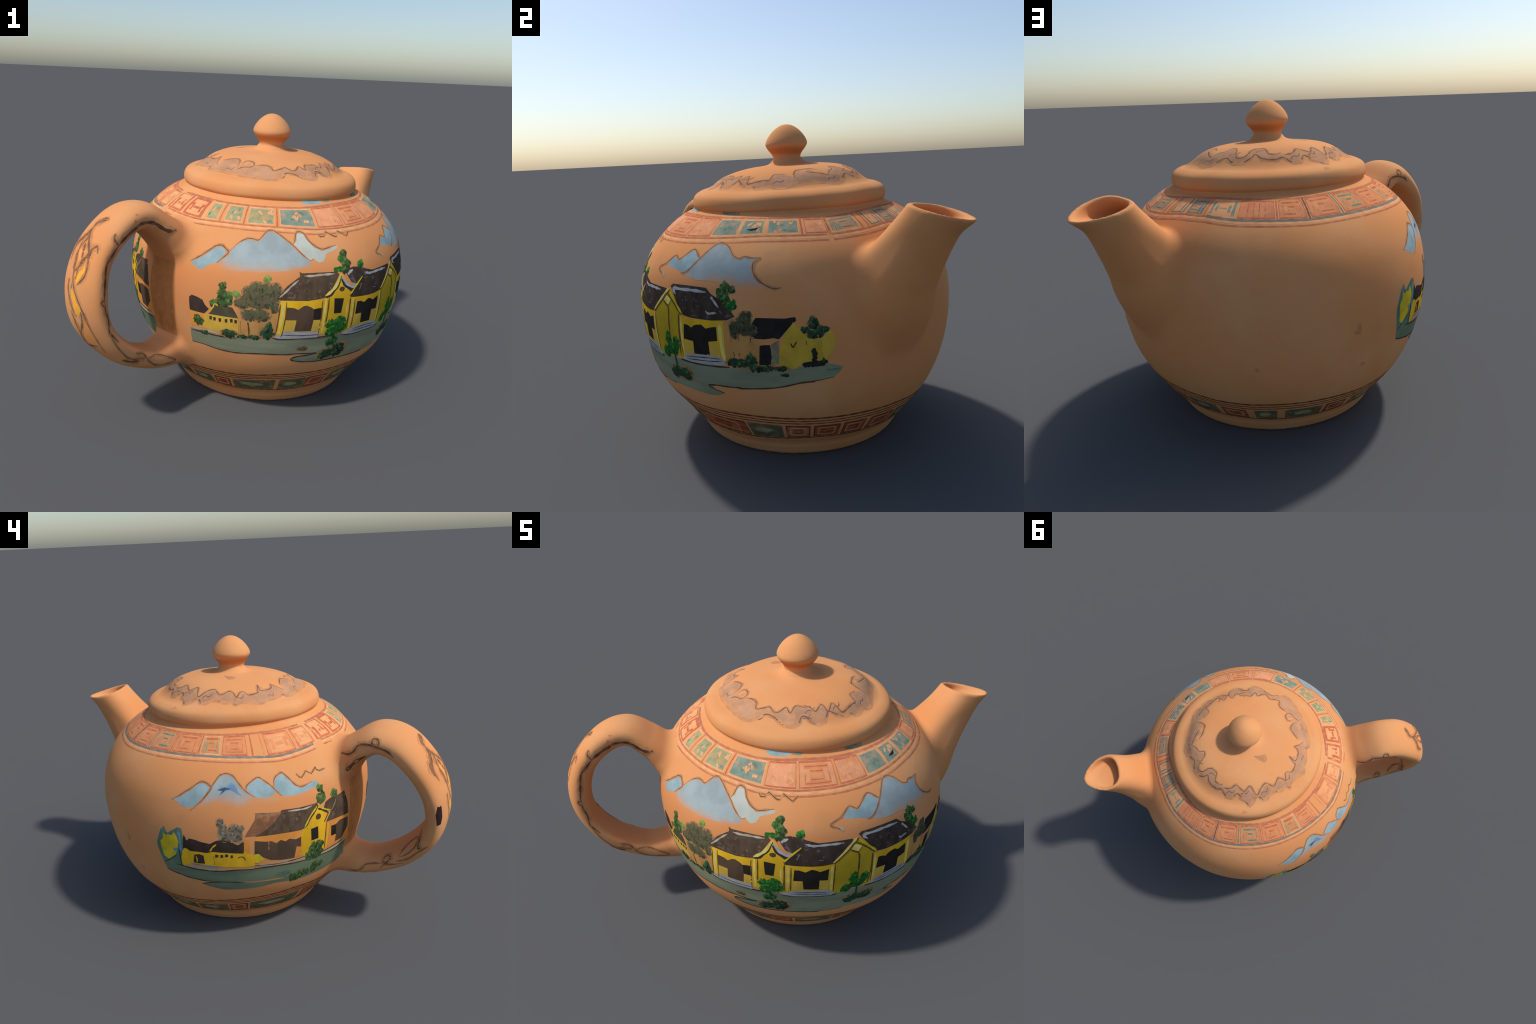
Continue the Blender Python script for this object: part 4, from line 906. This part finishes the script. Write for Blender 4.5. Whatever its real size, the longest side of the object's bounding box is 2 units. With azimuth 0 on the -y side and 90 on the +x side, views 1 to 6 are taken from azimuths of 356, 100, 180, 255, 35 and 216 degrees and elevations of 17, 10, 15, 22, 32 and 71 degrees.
BAND = [(303, 319, "tile_rose", "key_red", "frames"), (320.5, 333, "tile_rose", "tile_red", "worn"), (334, 345.5, "tile_teal", "key_teal", "worn"),
        (347, 356.5, "tile_teal", "key_pale", "worn"), (358.5, 371, "tile_teal", "key_teal", "worn"), (374, 382.5, "tile_rose", "tile_red", "worn"),
        (384.5, 397, "tile_teal", "key_teal", "key"), (403.5, 411, "tile_blue", "key_pale", "key"), (413, 421, "tile_blue", "key_teal", "key"),
        (424, 436, "tile_teal", "key_pale", "frames"), (77.5, 92, "tile_red", "key_red", "bars"), (94, 104.5, "tile_red", "key_red", "key"),
        (106.5, 119, "tile_red", "key_red", "key"), (121.5, 133.5, "tile_red", "key_teal", "key"), (135.5, 148, "tile_red", "key_red", "key"),
        (150, 158.5, "tile_green", "key_red", "key"), (160, 171, "tile_red", "key_red", "frames"), (180.5, 194, "tile_red", "key_pale", "frames"),
        (196, 205.5, "tile_red", "key_pale", "frames"), (208, 219.5, "key_red", "key_pale", "key"), (221.5, 233, "key_red", "key_pale", "frames"),
        (235.8, 241.2, "tile_green", "key_teal", "worn"), (245, 253, "tile_green", "key_teal", "worn"), (256, 268, "tile_green", "key_teal", "worn"),
        (271, 287, "tile_teal", "key_teal", "worn"), (288.5, 301.5, "tile_rose", "tile_red", "worn")]
for t0, t1, wash, ink, figure in BAND:
    def cell(u, v, t0=t0, t1=t1):
        th = t0 + u * (t1 - t0)
        lo, hi = band_low(th if th < 425 else th - 360), band_high(th if th < 425 else th - 360)
        return th, lo + .006 + v * (hi - lo - .012)
    body_film.add("band_tile", PAINT[wash], 0, [cell(u, v) for u, v in ((0, 0), (.33, 0), (.66, 0), (1, 0), (1, .5), (1, 1), (.5, 1), (0, 1), (0, .5))])
    frame = "tile_rose" if "red" in wash or "rose" in wash else "key_teal" if wash == "tile_blue" else "key_pale"
    for a, b in (((0, 0), (1, 0)), ((1, 0), (1, 1)), ((1, 1), (0, 1)), ((0, 1), (0, 0))):
        body_film.stroke("band_tile", PAINT["key_red" if frame == "tile_rose" else frame], 1, .0035, [cell(*a), cell((a[0] + b[0]) / 2, (a[1] + b[1]) / 2), cell(*b)], False, False)
    if figure == "key":
        flip = RNG.random() < .5
        body_film.stroke("band_tile", PAINT[ink], 2, .0075, [cell(1 - u if flip else u, v) for u, v in KEY], False, False, True)
    elif figure == "frames":
        for e in (.16, .33):
            body_film.stroke("band_tile", PAINT[ink], 2, .0055, [cell(u, v) for u, v in ((e, e), (1 - e, e), (1 - e, 1 - e), (e, 1 - e), (e, e))], False, False, True)
    elif figure == "bars":
        for u in (.25, .42, .58, .75):
            body_film.stroke("band_tile", PAINT[ink], 2, .0055, [cell(u, .12), cell(u, .5), cell(u, .86)], False, False)
    else:                                # worn: a few broken brush marks
        for _ in range(9):
            u, v, l = RNG.uniform(.1, .8), RNG.uniform(.12, .88), RNG.uniform(.08, .22)
            body_film.stroke("band_tile", PAINT[(ink, wash, "key_pale", "key_teal" if "teal" in wash or "green" in wash else "tile_red")[RNG.integers(4)]], 1.5, RNG.uniform(.006, .012),
                             [cell(u, v), cell(u + l / 2, v + RNG.uniform(-.12, .12)), cell(min(u + l, .95), np.clip(v + RNG.uniform(-.2, .2), .06, .94))])
for th, ink in ((398.6, "key_red"), (401.8, "key_red"), (400.2, "tile_rose"), (411.9, "key_pale"), (422.4, "key_red"), (93, "band_line"), (105.5, "slate_line"), (120.2, "key_teal"), (134.5, "band_line"),
                (149, "band_line"), (173.5, "key_red"), (178.5, "tile_red"), (207, "key_pale"), (220.5, "key_pale"), (234.4, "key_pale"), (243, "band_line"), (254.5, "band_line"), (269.5, "key_red"), (346.3, "key_pale"), (357.5, "key_pale"), (372.4, "key_red"), (383.4, "key_red")):
    q = th if th < 425 else th - 360
    body_film.stroke("band_divider", PAINT[ink], 1, .009, [(th, band_low(q) + .002), (th, (band_low(q) + band_high(q)) / 2), (th, band_high(q) - .002)], False, False)
def ring_of(lift, th0, th1, step=4):
    return [(t, lift(t if t < 425 else t - 360)) for t in np.arange(th0, th1 + .1, step)]
for th0, th1 in ((64, 206), (210, 384), (384, 424)):
    for drop, ink, w in ((.004, "grey_line" if th1 == 206 else "band_line", .009 if th1 == 206 else .005), (.013, "key_pale", .007), (.026, "band_line", .0045)):
        body_film.stroke("band_border", PAINT[ink], .5, w, ring_of(lambda t: band_low(t) - drop, th0, th1), False)
    body_film.stroke("band_border", PAINT["band_line"], .5, .0045, ring_of(lambda t: band_high(t) + .002, th0, th1), False)
body_film.add("collar_dab", PAINT["collar_blue"], .5, [(285.2, 1.262), (290, 1.258), (296, 1.258), (298.5, 1.268), (298.5, 1.279), (292, 1.279), (285, 1.279)])
body_film.add("collar_dab", PAINT["tile_teal"], .5, [(299.5, 1.262), (304, 1.262), (305, 1.276), (299.5, 1.279)])
body_film.add("collar_dab", PAINT["key_teal"], .5, [(329.5, 1.262), (335, 1.256), (341, 1.258), (340, 1.272), (336, 1.277), (329.5, 1.277)])
body_film.add("chip", PAINT["soot_black"], 4, [(349.6, 1.196), (352.5, 1.199), (355.2, 1.207), (353.6, 1.196), (352, 1.1935)])  # dark sliver added where the scan has a hole, no damage to the clay

# ------------------------------------------------------------------ paint: square-key band at the foot
foot_high = track([(64, .206), (80, .200), (110, .204), (126, .19), (141, .203), (158, .225), (177, .246), (190, .26), (215, .225), (229, .205), (239, .213), (253, .222), (271, .250), (300, .262),
                   (331, .252), (346, .254), (371, .240), (396, .234), (408, .232), (424, .210)])
foot_low = track([(64, .124), (90, .112), (125, .124), (157, .130), (178, .140), (215, .135), (239, .131), (252, .125), (272, .134), (300, .146), (342, .135), (373, .145), (396, .134), (424, .126)])
FOOT = [(229, 240, 0), (242, 250, 1), (252, 272, 0), (274.5, 287, 0), (288, 299, 1), (301, 318, 0), (320, 345, 1), (346.5, 360, 0), (362, 371, 2), (373, 383, 1), (385, 394.5, 1), (397, 409, 1),
        (411, 423.5, 0), (66.5, 77, 1), (81, 90, 0), (94, 109.5, 0), (111.5, 121.5, 1), (125, 141.5, 0), (143.5, 158.5, 0), (160, 168.5, 1), (170, 194, 0), (197, 210, 1), (212, 226, 0)]
for t0, t1, kind in FOOT:
    def cell(u, v, t0=t0, t1=t1):
        th = t0 + u * (t1 - t0)
        return th, foot_low(th) + .008 + v * (foot_high(th) - foot_low(th) - .016)
    body_film.add("foot_tile", PAINT[("foot_green", "foot_red", "band_line")[kind]], 0, [cell(u, v) for u, v in ((0, 0), (.33, 0), (.66, 0), (1, 0), (1, .5), (1, 1), (.66, 1), (.33, 1), (0, 1), (0, .5))])
    body_film.stroke("foot_tile", PAINT["foot_line" if kind else "foot_green"], 1, .006, [cell(*c) for c in ((0, 0), (.5, 0), (1, 0), (1, .5), (1, 1), (.5, 1), (0, 1), (0, .5), (0, 0))], False, False)
    if kind:
        for e in (.17, .34):
            body_film.stroke("foot_tile", PAINT["key_pale" if e < .2 else "foot_line"], 1, .005, [cell(u, v) for u, v in ((e, e), (1 - e, e), (1 - e, 1 - e), (e, 1 - e), (e, e))], False, False)
    else:
        body_film.dab("foot_tile", PAINT["tile_green"], 1, cell(.45, .55), ((t1 - t0) * .004, .018), 12, .2)
for lift, ink, w in ((.014, "foot_line", .005), (.032, "foot_line", .005), (.052, "foot_line", .009)):
    body_film.stroke("foot_border", PAINT[ink], .5, w, ring_of(lambda t: foot_high(t) + lift, 64, 424), False)
body_film.stroke("foot_border", PAINT["foot_line"], .5, .007, ring_of(lambda t: foot_low(t) - .004, 64, 424), False)
body_film.stroke("fleck", PAINT["wall_ochre"], 1, .006, [(310.5, .372), (313.5, .370), (317, .374)])
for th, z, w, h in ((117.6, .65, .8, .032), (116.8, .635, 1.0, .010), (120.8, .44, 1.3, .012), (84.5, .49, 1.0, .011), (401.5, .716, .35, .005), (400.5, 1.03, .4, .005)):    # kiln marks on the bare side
    body_film.dab("kiln_mark", halo_of(PAINT["smudge"]), 0, (th, z), (w * .012, h), 9, .35)
body_film.lay()

# ------------------------------------------------------------------ paint: scroll ring on the lid
LID_OUTER = [(307.7, 0.407), (313.2, 0.441), (317.1, 0.454), (321.7, 0.435), (326.6, 0.396), (330.7, 0.41), (337, 0.434), (343.1, 0.431), (348.1, 0.456), (353.3, 0.443), (356.6, 0.44), (1.1, 0.462), (6.7, 0.454), (16.9, 0.433), (27.9, 0.428), (36.2, 0.442), (41.8, 0.449), (40.6, 0.452), (47.1, 0.44), (52.1, 0.414), (58, 0.397), (63.6, 0.419), (68.7, 0.427), (73.4, 0.42), (78.1, 0.398), (80.5, 0.375), (85, 0.4), (89.9, 0.41), (96, 0.411), (101.1, 0.402), (105.9, 0.429), (109.6, 0.438), (113.3, 0.427), (116.9, 0.402), (121.3, 0.42), (120.2, 0.426), (125.7, 0.45), (129.1, 0.476), (132, 0.453), (136.2, 0.421), (139.7, 0.437), (142.4, 0.458), (147.8, 0.438), (152.6, 0.43), (159.6, 0.444), (166.3, 0.445), (167.7, 0.467), (170.2, 0.447), (178.5, 0.454), (184.9, 0.471), (193.1, 0.452), (201.3, 0.445), (207.3, 0.431), (212.6, 0.456), (215.7, 0.456), (225.7, 0.449), (236.5, 0.449), (247.2, 0.451), (255.2, 0.46), (261.8, 0.467), (268.1, 0.47), (277.1, 0.415), (284.8, 0.418), (293.2, 0.453), (298.3, 0.463), (302.8, 0.445), (305.8, 0.406), (312.8, 0.423)]
LID_INNER = [
    [(307.6, 0.344), (313.1, 0.362), (316.5, 0.387), (322.5, 0.352), (324.9, 0.366), (326.6, 0.396), (332.8, 0.358), (335.4, 0.382), (337.3, 0.415), (344, 0.408), (349.3, 0.401), (354.5, 0.399), (356.5, 0.354), (5.7, 0.354)],
    [(12.6, 0.388), (13.6, 0.341), (16.5, 0.317), (27.5, 0.315), (35.3, 0.336)],
    [(23, 0.348), (33.1, 0.375), (40.2, 0.394)],
    [(39.8, 0.394), (44.5, 0.363), (51, 0.345), (53.7, 0.31), (59.3, 0.318), (63.1, 0.359), (67, 0.399), (72.7, 0.391), (74.8, 0.37), (75.9, 0.344), (80.2, 0.325), (86.8, 0.326), (89.2, 0.35), (90.9, 0.376), (96.7, 0.38), (100.1, 0.371)],
    [(102.2, 0.389), (109.3, 0.38), (114.9, 0.351), (120.9, 0.374), (124.9, 0.386)],
    [(119.6, 0.369), (124.2, 0.389), (130.8, 0.354), (136.3, 0.416), (141.9, 0.382), (149, 0.36), (155, 0.398), (162.9, 0.372), (166.6, 0.388), (168.7, 0.412), (172.8, 0.38), (176.1, 0.381)],
    [(176.1, 0.381), (179.2, 0.405), (187.7, 0.397), (188.2, 0.382), (191.9, 0.338), (190.5, 0.384), (197.1, 0.39), (203.3, 0.379), (205.7, 0.352), (209.2, 0.38), (214.6, 0.415)],
    [(215.5, 0.372), (222.3, 0.345), (229.2, 0.331), (234.5, 0.353), (236.9, 0.403)],
    [(236.7, 0.422), (241.3, 0.396), (248.6, 0.383), (249.5, 0.349), (245.3, 0.333), (240.4, 0.339), (238.5, 0.374)],
    [(248.6, 0.383), (253.9, 0.362), (260.3, 0.357), (265.3, 0.368), (268.3, 0.399), (274.3, 0.382), (278.7, 0.37), (283.4, 0.394), (288, 0.389), (292.5, 0.359), (296.6, 0.391), (300.4, 0.349), (307.5, 0.357), (313.6, 0.353)]]
LID_DENT_SHADES = [[(147.1, 0.152), (173.3, 0.191), (167.9, 0.227), (160.5, 0.231)], [(121.7, 0.528), (123.9, 0.503), (126.8, 0.522)]]
HANDLE_STROKES = [
    ('branch', 0.01, [(3.12, 24), (3.21, 12), (3.33, -1), (3.54, -3), (3.75, 11), (3.96, 23)]),
    ('branch', 0.009, [(3.33, -1), (3.62, -9), (3.83, -21), (4.04, -31), (4.29, -28)]),
    ('branch', 0.006, [(3.58, -4), (3.71, 1), (4.04, -8), (4.33, -6), (4.54, -3)]),
    ('branch', 0.01, [(3.92, 50), (3.79, 41), (3.88, 32), (4.04, 27), (4.33, 14), (4.54, -3)]),
    ('branch', 0.007, [(4.04, 27), (4.25, 35), (4.54, 32), (4.79, 13)]),
    ('branch', 0.013, [(3.92, 32), (4.04, 30), (4.12, 31)]),
    ('branch', 0.008, [(4.71, -15), (4.83, -17), (5.04, -16), (5.33, -9), (5.58, -2)]),
    ('branch', 0.011, [(4.67, -1), (4.92, -6)]),
    ('branch', 0.007, [(4.54, -3), (4.79, 1), (5.04, 11), (5.29, 22), (5.62, 33)]),
    ('branch', 0.008, [(5.46, -13), (5.58, 3)]),
    ('branch', 0.008, [(5.5, -14), (5.71, -8), (6.12, -9), (6.42, -17), (6.38, 21)]),
    ('branch', 0.007, [(5.42, 20), (5.75, 14), (6.12, -13)]),
    ('branch', 0.005, [(5.33, 21), (5.71, 31), (6.17, 34), (6.62, 27)]),
    ('edge', 0.022, [(3.5, 103), (3.29, 106), (2.83, 110), (2.5, 108), (2.08, 111), (1.62, 111), (1.29, 111), (0.96, 102), (0.79, 85)]),
    ('branch', 0.01, [(3.33, 65), (3.46, 74), (3.5, 103)]),
    ('smudge', 0.016, [(2.5, 65), (2.67, 85)]),
    ('edge', 0.016, [(3.5, 103), (3.79, 103), (4.08, 95), (4.42, 102), (4.71, 104), (5.04, 101)]),
    ('edge', 0.013, [(5.04, 105), (5.12, 100), (5.38, 104), (5.71, 109), (6.04, 91), (6.21, 95), (6.46, 100)]),
    ('branch', 0.01, [(5.04, 101), (5.12, 87), (5.25, 102)]),
    ('branch', 0.008, [(6.08, 91), (6.46, 81), (6.79, 76), (7.08, 73), (7.33, 88), (7.58, 105)]),
    ('edge', 0.016, [(7, 51), (7.25, 66), (7.38, 87), (7.54, 104)]),
    ('branch', 0.008, [(7.67, 100), (7.92, 122), (8.38, 114), (9, 76), (8.58, 71), (8.08, 71), (7.75, 88), (7.58, 105)]),
    ('branch', 0.01, [(7.17, 107), (7.42, 118), (7.58, 105)]),
    ('edge', 0.012, [(0.46, -64), (0.71, -82), (1.04, -85), (1.38, -72), (1.71, -81), (2.21, -95), (2.71, -98), (3, -106)]),
    ('branch', 0.01, [(1.42, -59), (1.42, -73)]),
    ('branch', 0.009, [(2.12, -91), (1.96, -79), (2, -66), (2.12, -63), (2.25, -72), (2.25, -89)]),
    ('branch', 0.008, [(3.08, 13), (3.29, -4), (3.54, -2), (3.75, 12), (4, 26), (4.29, 13), (4.67, 7)]),
    ('branch', 0.012, [(3.58, -8), (3.79, -23), (3.88, -32), (4.12, -35)]),
    ('branch', 0.005, [(3.75, -9), (4, -7), (4.33, -2), (4.62, -1)]),
    ('edge', 0.02, [(0.04, -121), (0.62, -122), (1.33, -125)]),
    ('branch', 0.008, [(9, -77), (8.75, -69), (8.46, -83), (8.25, -108), (7.96, -113), (7.71, -107)]),
    ('branch', 0.01, [(7.79, -83), (7.54, -105), (7.38, -121), (7.46, -133), (7.58, -124), (7.58, -99), (7.12, -75)]),
    ('branch', 0.01, [(7.25, -98), (6.92, -87), (6.5, -90), (6.21, -77)]),
    ('branch', 0.006, [(7.12, -116), (6.88, -135), (6.58, -147), (6.29, -142), (6.46, -121), (6.83, -110), (7.12, -111)]),
    ('edge', 0.014, [(6.04, -156), (6.25, -130), (6.42, -113), (6.42, -89)]),
    ('branch', 0.01, [(3.08, 20), (3.25, -1), (3.58, -1), (4.33, 18)]),
    ('branch', 0.01, [(3.58, -1), (3.83, -21), (4.04, -34)])]
HANDLE_PATCHES = [
    ('amber', [(4.06, 27), (4.25, 36), (4.5, 34), (4.79, 14), (4.58, 2), (4.33, 15)]),
    ('peach', [(3.58, -3), (3.96, 23), (4.5, -1), (4.33, -6), (4.04, -8)]),
    ('amber', [(4.74, 2), (5.0, 14), (5.3, 22), (5.5, 18), (5.52, -2), (5.2, -8), (4.95, -4)]),
    ('peach', [(5.42, 22), (5.75, 30), (6.38, 21), (6.33, -7), (6.04, -4)]),
    ('soot', [(4.92, -66), (4.92, -51), (5.25, -51), (5.46, -56), (5.5, -74), (5.17, -78)]),
    ('peach', [(5.92, -89), (6, -70), (6.17, -63), (6.21, -77)])]
lid_film = Film(on_lid, lid, (math.radians(1) * .42, 1.0), .03)
outer = np.array(sorted(((t - 360 if t > 356 and i > 60 else t), r) for i, (t, r) in enumerate(LID_OUTER)))
inner = np.array(sorted((t, r) for row in LID_INNER for t, r in row))
def wash_edge(rows, t):
    return np.interp(t, rows[:, 0], rows[:, 1], period=360)
for t in np.arange(0, 360, 12):
    ts = np.linspace(t, t + 12, 7)
    lid_film.add("scroll_ring", PAINT["ring_wash"], 0, [(a, wash_edge(outer, a) - .003) for a in ts] + [(a, min(wash_edge(inner, a) + .004, wash_edge(outer, a) - .012)) for a in ts[::-1]])
def unwrap(rows):
    a = np.degrees(np.unwrap(np.radians([r[0] for r in rows])))
    return [(t, r) for t, (_, r) in zip(a, rows)]
rows = unwrap(LID_OUTER)
for i in range(0, len(rows) - 1, 9):
    lid_film.stroke("scroll_ring", PAINT["ring_line"], 1, .009, rows[i:i + 10], False, True, True)
for row in LID_INNER:
    lid_film.stroke("scroll_ring", PAINT["ring_line"], 1, .009, unwrap(row), True, True, True)
for row in unwrap(LID_OUTER)[::5]:         # loose curls of the brush inside the ring
    t, r = row
    lid_film.stroke("scroll_ring", PAINT["ring_line"], .6, .004, [(t, r - .012), (t + 3, r - .03), (t + 6.5, r - .026), (t + 9, r - .045)])
for row in LID_DENT_SHADES:
    lid_film.add("smudge", halo_of(PAINT["smudge"]), 0, row)  # flat darker triangles: shading of shallow dents put into the colour
lid_film.lay()

# ------------------------------------------------------------------ paint: branches on the handle
handle_film = Film(on_handle, handle, (.17, math.radians(1) * .11), .03)
for kind, pts in HANDLE_PATCHES:
    handle_film.add("lozenge", PAINT[kind], 0, pts)
for kind, w, pts in HANDLE_STROKES:
    handle_film.stroke("branch", PAINT[kind], 1 if kind == "edge" else 2, w * 1.35, pts, True, True, True)
handle_film.lay()
